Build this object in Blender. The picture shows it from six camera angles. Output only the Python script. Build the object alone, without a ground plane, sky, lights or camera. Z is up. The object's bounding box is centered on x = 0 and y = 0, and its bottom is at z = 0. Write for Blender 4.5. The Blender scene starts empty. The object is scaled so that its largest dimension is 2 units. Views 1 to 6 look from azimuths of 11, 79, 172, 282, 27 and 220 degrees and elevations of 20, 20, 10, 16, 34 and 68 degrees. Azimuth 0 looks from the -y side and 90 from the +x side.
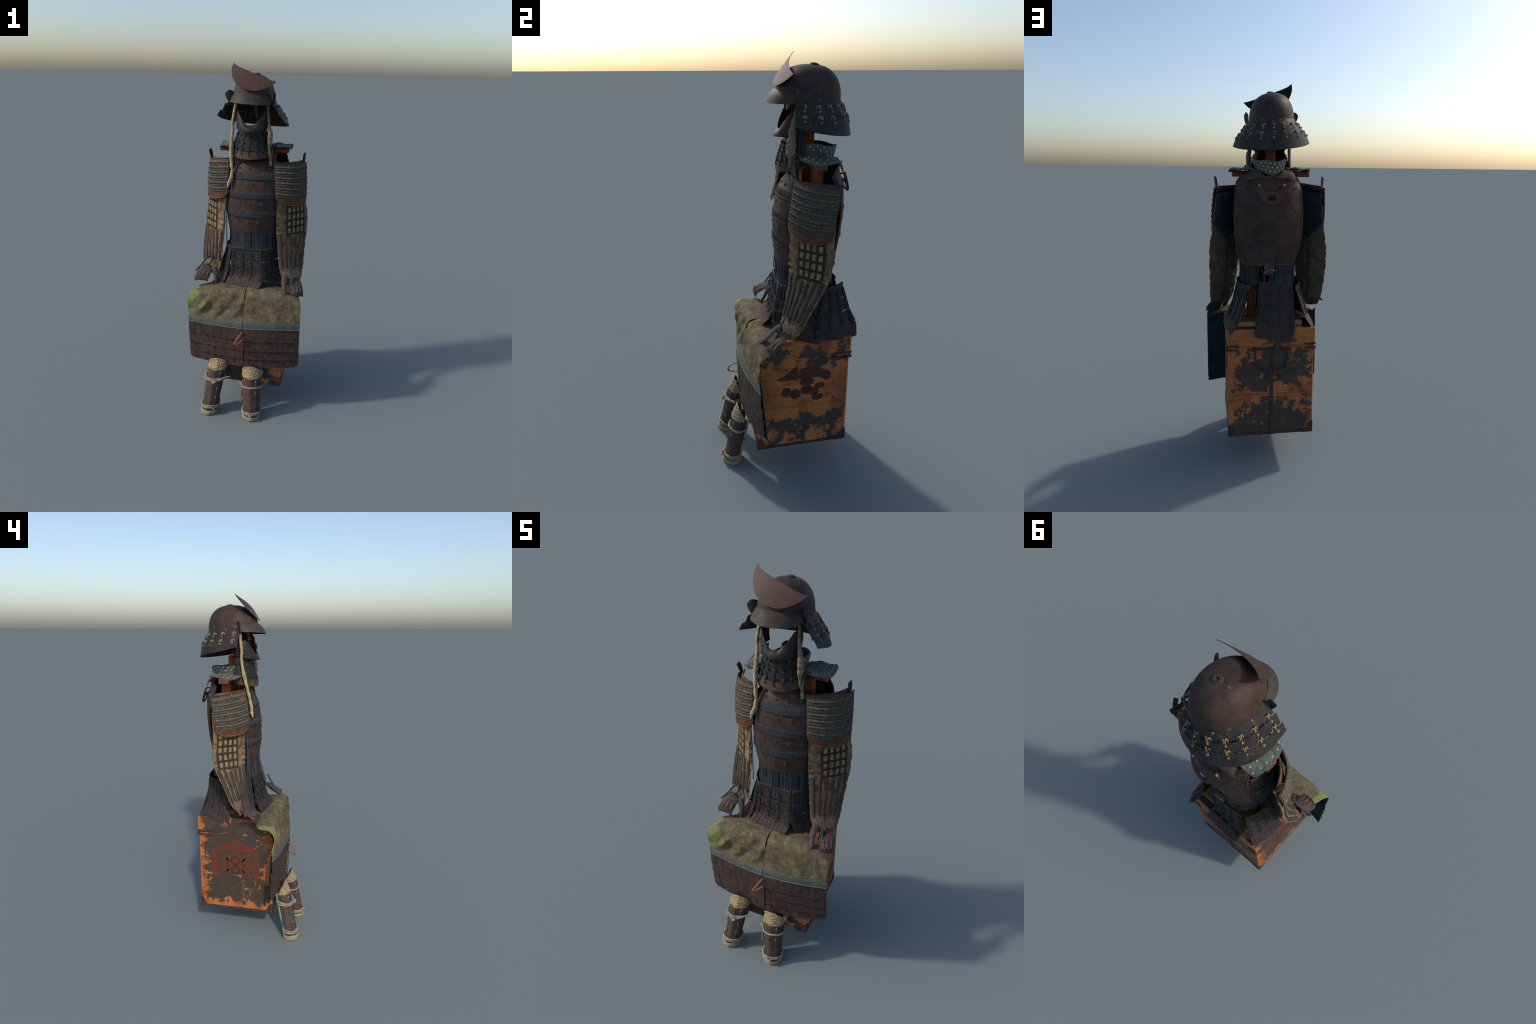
# Samurai armour seated on its lacquered storage chest -- procedural build.
import bpy, math, random
import numpy as np
from mathutils import Matrix, Vector

random.seed(7)
V = lambda *a: np.array(a, float)
BODY = V(-.006, .155, 0)          # vertical axis of the wearer


# ------------------------------------------------------------------ materials
class Nodes:
    def __init__(self, name):
        self.mat = bpy.data.materials.new(name)
        self.mat.use_nodes = True
        self.t = self.mat.node_tree
        self.b = self.t.nodes['Principled BSDF']
        self.coord = self.t.nodes.new('ShaderNodeTexCoord').outputs['Object']

    def new(self, kind, **inputs):
        n = self.t.nodes.new(kind)
        for k, v in inputs.items():
            self.set(n.inputs[k.replace('_', ' ')], v)
        return n

    def set(self, sock, v):
        if isinstance(v, bpy.types.NodeSocket):
            self.t.links.new(v, sock)
        else:
            if isinstance(v, (tuple, list)) and len(v) == 3 and sock.type == 'RGBA':
                v = (*v, 1)
            sock.default_value = v

    def scaled(self, s, loc=(0, 0, 0)):
        m = self.new('ShaderNodeMapping', Vector=self.coord)
        m.inputs['Scale'].default_value = s
        m.inputs['Location'].default_value = loc
        return m.outputs[0]

    def noise(self, scale, detail=4, rough=.6, vec=None, dist=0):
        n = self.new('ShaderNodeTexNoise', Vector=vec or self.coord, Scale=scale,
                     Detail=detail, Roughness=rough, Distortion=dist)
        return n.outputs['Fac']

    def ramp(self, fac, lo, hi, a=0., b=1.):
        n = self.new('ShaderNodeMapRange', Value=fac)
        n.inputs['From Min'].default_value = lo
        n.inputs['From Max'].default_value = hi
        n.inputs['To Min'].default_value = a
        n.inputs['To Max'].default_value = b
        return n.outputs['Result']

    def math(self, op, a, b=0., c=0.):
        n = self.new('ShaderNodeMath')
        n.operation = op
        for i, v in enumerate((a, b, c)):
            self.set(n.inputs[i], v)
        return n.outputs[0]

    def mix(self, fac, a, b):
        n = self.new('ShaderNodeMix')
        n.data_type = 'RGBA'
        self.set(n.inputs['Factor'], fac)
        self.set(n.inputs[6], a)
        self.set(n.inputs[7], b)
        return n.outputs[2]

    def finish(self, color, rough=.7, bump=None, strength=.2, dist=.002, spec=.3, metal=0.):
        self.set(self.b.inputs['Base Color'], color)
        self.set(self.b.inputs['Roughness'], rough)
        self.b.inputs['Specular IOR Level'].default_value = spec
        self.b.inputs['Metallic'].default_value = metal
        if bump is not None:
            n = self.new('ShaderNodeBump', Height=bump, Strength=strength, Distance=dist)
            self.t.links.new(n.outputs[0], self.b.inputs['Normal'])
        return self.mat


def worn(name, a, b, scale=14, spot=None, spot_scale=60, spot_at=.66, rough=.7,
         bump_scale=180, bump=.25, stretch=(1, 1, 1), spec=.16):
    """Mottled surface: a<->b by noise, small sharp spots of a third colour."""
    n = Nodes(name)
    v = n.scaled(stretch)
    c = n.mix(n.ramp(n.noise(scale, 6, .68, v), .40, .60), a, b)
    if spot:
        c = n.mix(n.ramp(n.noise(spot_scale, 4, .65, v), spot_at - .045, spot_at + .01), c, spot)
    c = n.mix(n.ramp(n.noise(scale * 9, 3, .6, v), .42, .62, 0, .30), c, tuple(x * .55 for x in a))
    return n.finish(c, rough, n.noise(bump_scale, 3, .6, v), bump, .0015, spec)


def weave(name, a, b, thread=900, scale=10, spot=None, spot_at=.62, spot_scale=30, rough=.9):
    """Coarse cloth: thread grain as bump and colour, blotched by noise."""
    n = Nodes(name)
    c = n.mix(n.ramp(n.noise(scale, 6, .7), .40, .60), a, b)
    if spot:
        c = n.mix(n.ramp(n.noise(spot_scale, 5, .7), spot_at - .035, spot_at + .03), c, spot)
    th = n.noise(thread, 2, .5)
    c = n.mix(n.ramp(th, .35, .7, 0, .45), c, tuple(x * .55 for x in a))
    return n.finish(c, rough, th, .5, .002, .15)


def lacquered_wood(name, centre, half, edge=1.0, bias=0., zband=None, axis=1):
    """Orange cedar boards under flaking black lacquer.
    edge: how strongly the lacquer is lost towards the face's borders;
    bias: overall loss; zband: list of (height, extra lacquer)."""
    n = Nodes(name)
    sep = n.new('ShaderNodeSeparateXYZ', Vector=n.coord)
    h = sep.outputs['XYZ'[axis]]
    z = sep.outputs['Z']
    du = n.math('ABSOLUTE', n.math('DIVIDE', n.math('SUBTRACT', h, centre[0]), half[0]))
    dz = n.math('ABSOLUTE', n.math('DIVIDE', n.math('SUBTRACT', z, centre[1]), half[1]))
    far = n.math('POWER', n.math('MAXIMUM', du, n.math('MULTIPLY', dz, .97)), 5.)
    big = n.noise(10, 2, .5, dist=.5)
    mid = n.noise(34, 3, .6)
    fine = n.noise(95, 5, .72)
    tiny = n.noise(230, 2, .5)
    val = n.math('ADD', n.math('MULTIPLY', big, .55), n.math('MULTIPLY', mid, .42))
    val = n.math('ADD', val, n.math('MULTIPLY', fine, .34))
    val = n.math('SUBTRACT', val, n.math('MULTIPLY', far, .30 * edge))
    for zs in (.3905, .652):          # rubbed bare along the joints
        d = n.math('ABSOLUTE', n.math('SUBTRACT', z, zs))
        val = n.math('SUBTRACT', val, n.ramp(d, .0, .012, .13, 0))
    val = n.math('ADD', val, -.655 - bias)
    if zband:
        rr = n.new('ShaderNodeValToRGB', Fac=n.ramp(z, .16, .75))
        el = rr.color_ramp.elements
        while len(el) < len(zband):
            el.new(.5)
        for e, (zz, k) in zip(el, zband):
            e.position = (zz - .16) / .59
            e.color = (k, k, k, 1)
        val = n.math('ADD', val, n.math('MULTIPLY', n.math('SUBTRACT', rr.outputs[0], .5), .45))
    mask = n.ramp(val, -.012, .012)
    mask = n.math('MULTIPLY', mask, n.ramp(tiny, .655, .69, 1, .2))
    grain = n.noise(6, 6, .65, n.scaled((3, 3, 40) if axis != 2 else (3, 40, 3)), .3)
    wood = n.mix(n.ramp(grain, .35, .68), (.27, .080, .022), (.50, .185, .054))
    wood = n.mix(n.ramp(n.noise(9, 4, .6), .46, .68, 0, .85), wood, (.20, .050, .022))
    lac = n.mix(n.ramp(n.noise(30, 4), .35, .7), (.040, .032, .026), (.060, .046, .036))
    c = n.mix(mask, wood, lac)
    hgt = n.math('ADD', mask, n.math('MULTIPLY', grain, .4))
    return n.finish(c, n.ramp(mask, 0, 1, .75, .55), hgt, .35, .0012, .3)


M = {}


def make_materials():
    M['iron'] = worn('russet_iron', (.0368, .0244, .0200), (.0632, .0396, .0304), 13,
                     (.150, .090, .048), 24, .69, .55, 260, .2)
    M['dorsal'] = worn('dorsal_iron', (.0270, .0243, .0225), (.0738, .0414, .0320), 9,
                       (.16, .10, .06), 30, .71, .5, 120, .35)
    M['crest'] = worn('crest_lacquer', (.0607, .0318, .0256), (.0770, .0414, .0327), 9,
                      (.19, .066, .036), 26, .72, .5, 200, .06)
    M['visor'] = worn('visor_iron', (.0405, .0370, .0307), (.0651, .0546, .0410), 18, rough=.55)
    M['neck'] = worn('neck_guard_lacquer', (.0229, .0224, .0222), (.0405, .0370, .0333), 16,
                     (.19, .115, .068), 46, .69, .55)
    M['mask'] = worn('mask_iron', (.0224, .0211, .0205), (.0330, .0304, .0284), 20, rough=.45)
    M['mask_in'] = worn('mask_red_lacquer', (.09, .010, .010), (.11, .016, .013), 10)
    M['lame'] = worn('dark_lacquered_lame', (.0320, .0240, .0216), (.0480, .0344, .0296), 22,
                     (.16, .085, .06), 90, .72, .55)
    M['lame_line'] = worn('scale_groove_dust', (.13, .085, .065), (.07, .05, .042), 40)
    M['skirt'] = worn('skirt_lame_lacquer', (.0266, .0204, .0186), (.0462, .0339, .0299), 24,
                      (.13, .07, .05), 70, .70, .55)
    M['thigh'] = worn('thigh_plate_iron', (.0407, .0267, .0234), (.0709, .0447, .0367), 30,
                      (.15, .085, .06), 70, .70, .55)
    M['shin'] = worn('shin_plate_iron', (.0528, .0376, .0310), (.0864, .0592, .0466), 20,
                     (.26, .165, .10), 50, .715, .55)
    M['rivet'] = worn('copper_rivet', (.17, .095, .07), (.24, .13, .09), 30)
    M['navy'] = weave('navy_lacing', (.019, .025, .031), (.033, .042, .049), 700, 30)
    M['navy_b'] = weave('faded_blue_lacing', (.032, .042, .048), (.053, .066, .072), 700, 35)
    M['cord'] = weave('indigo_cord', (.034, .052, .065), (.056, .080, .094), 500, 25)
    M['lining'] = weave('indigo_lining', (.014, .026, .032), (.028, .044, .049), 600, 14)
    M['teal'] = weave('faded_teal_lacing', (.086, .088, .070), (.158, .154, .122), 320, 60,
                      (.052, .052, .044), .56, 110)
    M['leather'] = worn('brown_leather', (.0669, .0304, .0152), (.1140, .0532, .0243), 22,
                        (.050, .030, .020), 17, .55, .5)
    M['leather_edge'] = worn('worn_leather_edge', (.20, .095, .048), (.13, .060, .034), 40)
    M['gap'] = worn('dark_sode_lacquer', (.050, .044, .034), (.085, .072, .054), 40,
                    (.36, .115, .045), 36, .645, .6)
    M['red_line'] = worn('red_lacing', (.15, .052, .032), (.060, .045, .034), 35)
    M['tan'] = weave('tan_hemp', (.245, .178, .092), (.135, .094, .052), 420, 26,
                     (.080, .053, .036), .53, 34)
    M['tan_cell'] = weave('pale_plate_cloth', (.28, .212, .110), (.145, .108, .060), 420, 60,
                          (.10, .07, .045), .60, 60)
    M['olive'] = weave('olive_hemp', (.105, .092, .055), (.060, .054, .035), 420, 18,
                       (.17, .115, .066), .60, 30)
    M['wrist'] = weave('frayed_wrist_cloth', (.19, .125, .074), (.09, .06, .04), 300, 70)
    M['splint'] = worn('splint_lacquer', (.0461, .0338, .0272), (.0677, .0504, .0391), 22,
                       (.17, .115, .07), 60, .68)
    M['mail'] = worn('mail_iron', (.030, .026, .023), (.06, .048, .038), 90)
    M['hand'] = worn('hand_guard_lacquer', (.0502, .0365, .0295), (.0798, .0578, .0457), 30,
                     (.20, .135, .09), 60, .68)
    M['band'] = weave('thigh_blue_band', (.085, .105, .100), (.140, .150, .128), 300, 30)
    M['piping'] = weave('dull_piping', (.19, .17, .11), (.12, .12, .09), 300, 40)
    M['strap'] = weave('hemp_chin_strap', (.33, .245, .135), (.46, .35, .205), 260, 50,
                       (.17, .115, .066), .58, 60)
    M['strap_b'] = weave('dull_chin_strap', (.17, .135, .085), (.25, .195, .125), 260, 50)
    M['rope'] = weave('straw_rope', (.25, .205, .155), (.40, .34, .265), 240, 110,
                      (.12, .10, .08), .55, 190)
    M['knee'] = weave('quilted_knee_pad', (.3690, .2948, .1604), (.2430, .1732, .0931), 260, 55,
                      (.15, .09, .05), .60, 75)
    M['knee_edge'] = weave('pale_green_cloth', (.23, .24, .15), (.31, .275, .15), 260, 30,
                           (.16, .14, .08), .60, 50)
    M['knot_blue'] = worn('sky_blue_knot', (.085, .20, .27), (.15, .29, .36), 40)
    M['knot'] = worn('ochre_knot', (.19, .13, .065), (.28, .185, .09), 90,
                     (.10, .08, .05), 70, .56)
    M['knot_dark'] = worn('dark_knot', (.05, .055, .055), (.08, .075, .065), 60)
    M['post'] = worn('red_brown_post', (.20, .050, .018), (.30, .085, .028), 5,
                     stretch=(6, 6, .6))
    M['bar'] = worn('crossbar_wood', (.15, .044, .026), (.21, .064, .034), 8)
    M['plank'] = worn('pale_plank', (.34, .18, .07), (.44, .25, .10), 8, stretch=(1, 6, 8))
    M['hardware'] = worn('chest_ironwork', (.036, .028, .024), (.066, .043, .033), 30,
                         (.14, .055, .028), 60, .64)
    M['red'] = worn('red_crest_paint', (.150, .032, .023), (.110, .036, .020), 9,
                    (.095, .045, .023), 20, .56)
    M['brown_paint'] = worn('brown_crest_paint', (.112, .040, .020), (.098, .040, .022), 14)
    M['dark_paint'] = worn('dark_crest_paint', (.085, .037, .024), (.055, .028, .020), 20,
                           (.2, .08, .03), 60, .70)
    M['black_paint'] = worn('black_lacquer_line', (.036, .028, .022), (.045, .034, .028), 20)
    M['white'] = worn('cream_dot', (.36, .33, .22), (.48, .43, .29), 60)
    M['toggle'] = worn('purple_toggle', (.075, .034, .036), (.11, .052, .046), 40)
    M['leather_loop'] = worn('leather_loop', (.17, .078, .036), (.24, .11, .052), 40)
    M['throat_rim'] = worn('throat_rim_leather', (.060, .036, .024), (.100, .052, .030), 24)
    M['tab'] = worn('belt_tab_leather', (.045, .036, .030), (.085, .062, .046), 30)
    M['yoke'] = worn('yoke_leather', (.0595, .0408, .0340), (.0892, .0578, .0459), 20,
                     (.17, .08, .05), 16, .60)
    M['rim_red'] = worn('red_brown_rim', (.0943, .0377, .0279), (.1312, .0541, .0361), 20)
    # thigh cloth: olive hemp, one bright green corner on the wearer's right
    n = Nodes('thigh_cloth')
    c = n.mix(n.ramp(n.noise(18, 6, .7), .35, .65), (.152, .126, .070), (.082, .070, .044))
    c = n.mix(n.ramp(n.noise(75, 5, .75), .54, .64, 0, .75), c, (.27, .205, .12))
    c = n.mix(n.ramp(n.noise(12, 4, .6), .60, .70, 0, .6), c, (.085, .060, .038))
    sep = n.new('ShaderNodeSeparateXYZ', Vector=n.coord)
    g = n.math('ADD', sep.outputs['X'], n.math('MULTIPLY', n.noise(16, 4, .6), .16))
    g = n.math('ADD', g, n.math('MULTIPLY', n.math('ABSOLUTE', n.math('SUBTRACT', sep.outputs['Z'], .685)), .9))
    c = n.mix(n.ramp(g, -.178, -.150, 1, 0), c, n.mix(n.ramp(n.noise(60), .4, .6), (.15, .185, .070), (.225, .235, .098)))
    th = n.noise(420, 2)
    c = n.mix(n.ramp(th, .4, .7, 0, .4), c, (.085, .07, .04))
    M['thigh_cloth'] = n.finish(c, .9, th, .5, .002, .15)
    # collar: grey-green quilted hexagons
    n = Nodes('collar_cloth')
    vor = n.new('ShaderNodeTexVoronoi', Vector=n.coord, Scale=62.)
    c = n.mix(n.ramp(n.noise(30), .35, .65), (.064, .082, .073), (.108, .126, .106))
    M['collar'] = n.finish(c, .85, vor.outputs['Distance'], .6, .004, .15)
    # shin lining: pale cloth with a broad soft-edged blue dye border
    n = Nodes('shin_lining')
    c = n.mix(n.ramp(n.noise(24, 3), .42, .6), (.30, .34, .25), (.11, .22, .25))
    c = n.mix(n.ramp(n.noise(17, 2), .56, .66), c, (.03, .10, .17))
    M['shin_lining'] = n.finish(c, .9, n.noise(300), .3, .001, .15)


# ------------------------------------------------------------------ geometry helpers
def fbm(P, scale, seed=0, octaves=3):
    """Smooth value noise in [-1,1] at points P (...,3)."""
    P = np.asarray(P, float)
    out = np.zeros(P.shape[:-1])
    amp, tot = 1., 0.
    for o in range(octaves):
        Q = P * scale * 2 ** o + seed * 17.31 + o * 5.7
        I = np.floor(Q).astype(np.int64)
        F = Q - I
        F = F * F * (3 - 2 * F)

        def h(d):
            J = I + np.array(d)
            k = (J[..., 0] * 374761393 + J[..., 1] * 668265263 + J[..., 2] * 2147483647 + seed * 974711) & 0x7fffffff
            k = ((k ^ (k >> 13)) * 1274126177) & 0x7fffffff
            return ((k ^ (k >> 16)) & 0xffff) / 32767.5 - 1
        x, y, z = F[..., 0], F[..., 1], F[..., 2]
        l = lambda a, b, t: a + (b - a) * t
        v = l(l(l(h((0, 0, 0)), h((1, 0, 0)), x), l(h((0, 1, 0)), h((1, 1, 0)), x), y),
              l(l(h((0, 0, 1)), h((1, 0, 1)), x), l(h((0, 1, 1)), h((1, 1, 1)), x), y), z)
        out += amp * v
        tot += amp
        amp *= .5
    return out / tot


def link(name, me, parent=None, mats=()):
    ob = bpy.data.objects.new(name, me)
    bpy.context.scene.collection.objects.link(ob)
    if parent is not None:
        ob.parent = parent
    for m in mats:
        me.materials.append(m)
    return ob


def build(name, verts, faces, mats, parent=None, index=None, angle=38):
    me = bpy.data.meshes.new(name)
    me.from_pydata([tuple(v) for v in verts], [], faces)
    if not isinstance(mats, (list, tuple)):
        mats = [mats]
    ob = link(name, me, parent, mats)
    if index is not None:
        me.polygons.foreach_set('material_index', index)
    me.shade_smooth()
    me.set_sharp_from_angle(angle=math.radians(angle))
    me.update()
    return ob


def grid_normals(P, closed=False):
    if closed:
        du = np.roll(P, -1, 1) - np.roll(P, 1, 1)
    else:
        du = np.gradient(P, axis=1)
    dv = np.gradient(P, axis=0)
    n = np.cross(du, dv)
    return n / np.maximum(np.linalg.norm(n, axis=2, keepdims=True), 1e-9)


def toward(P, n, ref, out=True):
    s = np.sign(np.sum(n * (P - ref)))
    return n * (s if out else -s)


def sheet(P, thick, closed=False, ref=None):
    """Solid sheet from a grid of points P[v,u]. Outer face lies on P.
    Returns verts, faces, region (0 outer, 1 inner, 2 rim)."""
    nv, nu = P.shape[:2]
    n = grid_normals(P, closed)
    flip = False
    if ref is not None and np.sum(n * (P - ref)) < 0:
        n, flip = -n, True
    Q = P - n * thick
    verts = np.concatenate([P.reshape(-1, 3), Q.reshape(-1, 3)])
    o = nv * nu
    faces, reg = [], []
    cu = nu if closed else nu - 1
    for j in range(nv - 1):
        for i in range(cu):
            k = (i + 1) % nu
            a, b, c, d = j * nu + i, j * nu + k, (j + 1) * nu + k, (j + 1) * nu + i
            f = (a, b, c, d) if not flip else (d, c, b, a)
            faces.append(f)
            reg.append(0)
            faces.append(tuple(x + o for x in f[::-1]))
            reg.append(1)

    def rim(loop, rev):
        for a, b in loop:
            f = (b, a, a + o, b + o)
            faces.append(f if rev == flip else f[::-1])
            reg.append(2)
    rim([(i, (i + 1) % nu) for i in range(cu)], False)
    rim([((nv - 1) * nu + i, (nv - 1) * nu + (i + 1) % nu) for i in range(cu)], True)
    if not closed:
        rim([(j * nu, (j + 1) * nu) for j in range(nv - 1)], True)
        rim([(j * nu + nu - 1, (j + 1) * nu + nu - 1) for j in range(nv - 1)], False)
    return verts, faces, reg


def sheet_obj(name, P, thick, mats, parent=None, closed=False, ref=None, angle=38):
    """mats: one material or [outer, inner, rim]."""
    v, f, r = sheet(np.asarray(P, float), thick, closed, BODY if ref is None else ref)
    if isinstance(mats, (list, tuple)):
        if len(mats) == 2:
            mats = [mats[0], mats[1], mats[0]]
        return build(name, v, f, list(mats), parent, r, angle)
    return build(name, v, f, mats, parent, None, angle)


def smooth_curve(pts, n):
    """Catmull-Rom through pts, n samples."""
    p = np.asarray(pts, float)
    if len(p) == 2:
        t = np.linspace(0, 1, n)[:, None]
        return p[0] * (1 - t) + p[1] * t
    p = np.vstack([2 * p[0] - p[1], p, 2 * p[-1] - p[-2]])
    m = len(p) - 3
    out = []
    for s in np.linspace(0, m - 1e-6, n):
        i = int(s)
        t = s - i
        a, b, c, d = p[i:i + 4]
        out.append(.5 * (2 * b + (c - a) * t + (2 * a - 5 * b + 4 * c - d) * t * t + (3 * b - a - 3 * c + d) * t ** 3))
    return np.array(out)


def tube_data(pts, rad, n=24, sides=8, jitter=0., seed=0, flat=1., twist=0., wide=None):
    c = smooth_curve(pts, n) if n else np.asarray(pts, float)
    n = len(c)
    r = np.interp(np.linspace(0, 1, n), np.linspace(0, 1, len(rad)), rad) if np.ndim(rad) else np.full(n, rad)
    t = np.gradient(c, axis=0)
    t /= np.linalg.norm(t, axis=1, keepdims=True) + 1e-12
    up = V(0, 0, 1) if abs(t[0][2]) < .8 else V(1, 0, 0)
    verts = []
    for i in range(n):
        s = np.cross(t[i], up) if wide is None else wide - t[i] * (wide @ t[i])
        s = s / (np.linalg.norm(s) + 1e-12)
        up = np.cross(s, t[i])
        for k in range(sides):
            a = 2 * math.pi * k / sides + twist * i
            verts.append(c[i] + r[i] * (math.cos(a) * s + flat * math.sin(a) * up))
    verts = np.array(verts)
    if jitter:
        nn = verts - np.repeat(c, sides, 0)
        verts = verts + nn * (fbm(verts, 55, seed) * jitter)[:, None]
    faces = [(i * sides + k, i * sides + (k + 1) % sides, (i + 1) * sides + (k + 1) % sides, (i + 1) * sides + k)
             for i in range(n - 1) for k in range(sides)]
    faces.append(tuple(range(sides))[::-1])
    faces.append(tuple((n - 1) * sides + k for k in range(sides)))
    return verts, faces


def tube(name, pts, rad, mat, parent, n=24, sides=8, **k):
    v, f = tube_data(pts, rad, n, sides, **k)
    return build(name, v, f, mat, parent, angle=60)


def join(name, pieces, mats, parent, index=None, angle=45):
    vs, fs, idx, o = [], [], [], 0
    for i, (v, f) in enumerate(pieces):
        vs.append(np.asarray(v))
        fs += [tuple(x + o for x in q) for q in f]
        idx += [index[i] if index else 0] * len(f)
        o += len(v)
    ob = build(name, np.concatenate(vs), fs, mats, parent, idx if index else None, angle)
    ob['kind'] = 'stuff'
    return ob


def block_data(lo, hi, bevel=.002):
    """Chamfered box."""
    lo, hi = np.array(lo, float), np.array(hi, float)
    b = min(bevel, *(.45 * (hi - lo)))
    verts, idx = [], {}
    for sx in (0, 1):
        for sy in (0, 1):
            for sz in (0, 1):
                corner = np.where([sx, sy, sz], hi, lo)
                ins = np.where([sx, sy, sz], -b, b)
                for ax in range(3):
                    p = corner + ins
                    p[ax] = corner[ax]
                    idx[sx, sy, sz, ax] = len(verts)
                    verts.append(p)
    faces = []
    for ax in range(3):
        o = [a for a in range(3) if a != ax]
        for s in (0, 1):
            q = []
            for e in ((0, 0), (1, 0), (1, 1), (0, 1)):
                k = [0, 0, 0]
                k[ax], k[o[0]], k[o[1]] = s, e[0], e[1]
                q.append(idx[(*k, ax)])
            faces.append(q)
    for ax in range(3):
        o = [a for a in range(3) if a != ax]
        for e in ((0, 0), (0, 1), (1, 0), (1, 1)):
            k0, k1 = [0, 0, 0], [0, 0, 0]
            k0[ax], k1[ax] = 0, 1
            for kk in (k0, k1):
                kk[o[0]], kk[o[1]] = e
            faces.append([idx[(*k0, o[0])], idx[(*k1, o[0])], idx[(*k1, o[1])], idx[(*k0, o[1])]])
    for k in ((a, b2, c) for a in (0, 1) for b2 in (0, 1) for c in (0, 1)):
        faces.append([idx[(*k, 0)], idx[(*k, 1)], idx[(*k, 2)]])
    verts = np.array(verts)
    cen = (lo + hi) / 2
    out = []
    for f in faces:
        p = verts[list(f)]
        nrm = np.cross(p[1] - p[0], p[2] - p[0])
        out.append(tuple(f) if nrm @ (p.mean(0) - cen) > 0 else tuple(f[::-1]))
    return verts, out


def block(name, lo, hi, mat, parent, bevel=.002):
    v, f = block_data(lo, hi, bevel)
    return build(name, v, f, mat, parent, angle=30)


def prism(name, outline, frame, depth, mat, parent):
    """Flat outline [(a,b)..] in the plane frame=(origin, A, B, N), raised by depth along N."""
    o, A, B, N = frame
    p = np.array([o + a * A + b * B for a, b in outline])
    n = len(p)
    v = np.vstack([p, p + N * depth])
    ar = sum(outline[i][0] * outline[(i + 1) % n][1] - outline[(i + 1) % n][0] * outline[i][1] for i in range(n))
    top = tuple(range(n, 2 * n))
    if (ar > 0) != (np.cross(A, B) @ N > 0):
        top = top[::-1]
    f = [top] + [(i, (i + 1) % n, n + (i + 1) % n, n + i) for i in range(n)]
    return build(name, v, f, mat, parent, angle=30)


def ellipse(ca, cb, ra, rb, n=28, start=0, end=2 * math.pi):
    return [(ca + ra * math.cos(t), cb + rb * math.sin(t)) for t in np.linspace(start, end, n, endpoint=False)]


def blob_mesh(name, r=(1, 1, 1), seg=10, rings=6):
    vs, fs = [(0, 0, r[2])], []
    for j in range(1, rings):
        ph = math.pi * j / rings
        for i in range(seg):
            th = 2 * math.pi * i / seg
            vs.append((r[0] * math.sin(ph) * math.cos(th), r[1] * math.sin(ph) * math.sin(th), r[2] * math.cos(ph)))
    vs.append((0, 0, -r[2]))
    for i in range(seg):
        k = (i + 1) % seg
        fs.append((0, 1 + i, 1 + k))
        for j in range(rings - 2):
            a = 1 + j * seg
            fs.append((a + i, a + seg + i, a + seg + k, a + k))
        a = 1 + (rings - 2) * seg
        fs.append((a + i, len(vs) - 1, a + k))
    return vs, fs


def torus_data(R, r, nu=12, nv=6, sy=1.):
    vs, fs = [], []
    for i in range(nu):
        a = 2 * math.pi * i / nu
        for j in range(nv):
            b = 2 * math.pi * j / nv
            vs.append(((R + r * math.cos(b)) * math.cos(a), sy * (R + r * math.cos(b)) * math.sin(a), r * math.sin(b)))
            fs.append((i * nv + j, ((i + 1) % nu) * nv + j, ((i + 1) % nu) * nv + (j + 1) % nv, i * nv + (j + 1) % nv))
    return np.array(vs), fs


def proto(name, data, mat):
    v, f = data
    me = bpy.data.meshes.new(name)
    me.from_pydata([tuple(p) for p in v], [], f)
    me.materials.append(mat)
    me.shade_smooth()
    me.update()
    return me


def frame_matrix(p, normal, up, scale=1.):
    """Local z -> normal, local y -> up."""
    z = Vector(normal).normalized()
    y = Vector(up) - z * Vector(up).dot(z)
    y.normalize()
    x = y.cross(z)
    s = scale if np.ndim(scale) else (scale,) * 3
    m = Matrix(((x[0] * s[0], y[0] * s[1], z[0] * s[2], p[0]), (x[1] * s[0], y[1] * s[1], z[1] * s[2], p[1]),
                (x[2] * s[0], y[2] * s[1], z[2] * s[2], p[2]), (0, 0, 0, 1)))
    return m


def place(name, me, p, normal, up, parent, scale=1.):
    ob = link(name, me, parent)
    ob.matrix_world = frame_matrix(p, normal, up, scale)
    return ob


def moved(data, m):
    v, f = data
    return np.array([m @ Vector(p) for p in v]), f


def empty(name, label, category, loc=(0, 0, 0)):
    e = bpy.data.objects.new(name, None)
    e.location = loc
    bpy.context.scene.collection.objects.link(e)
    e['label'], e['category'] = label, category
    return e


def interp(z, table):
    t = np.array(sorted(table))
    return np.array([np.interp(z, t[:, 0], t[:, k]) for k in range(1, t.shape[1])])


def lerp(a, b, t):
    return a + (b - a) * t


make_materials()


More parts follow.
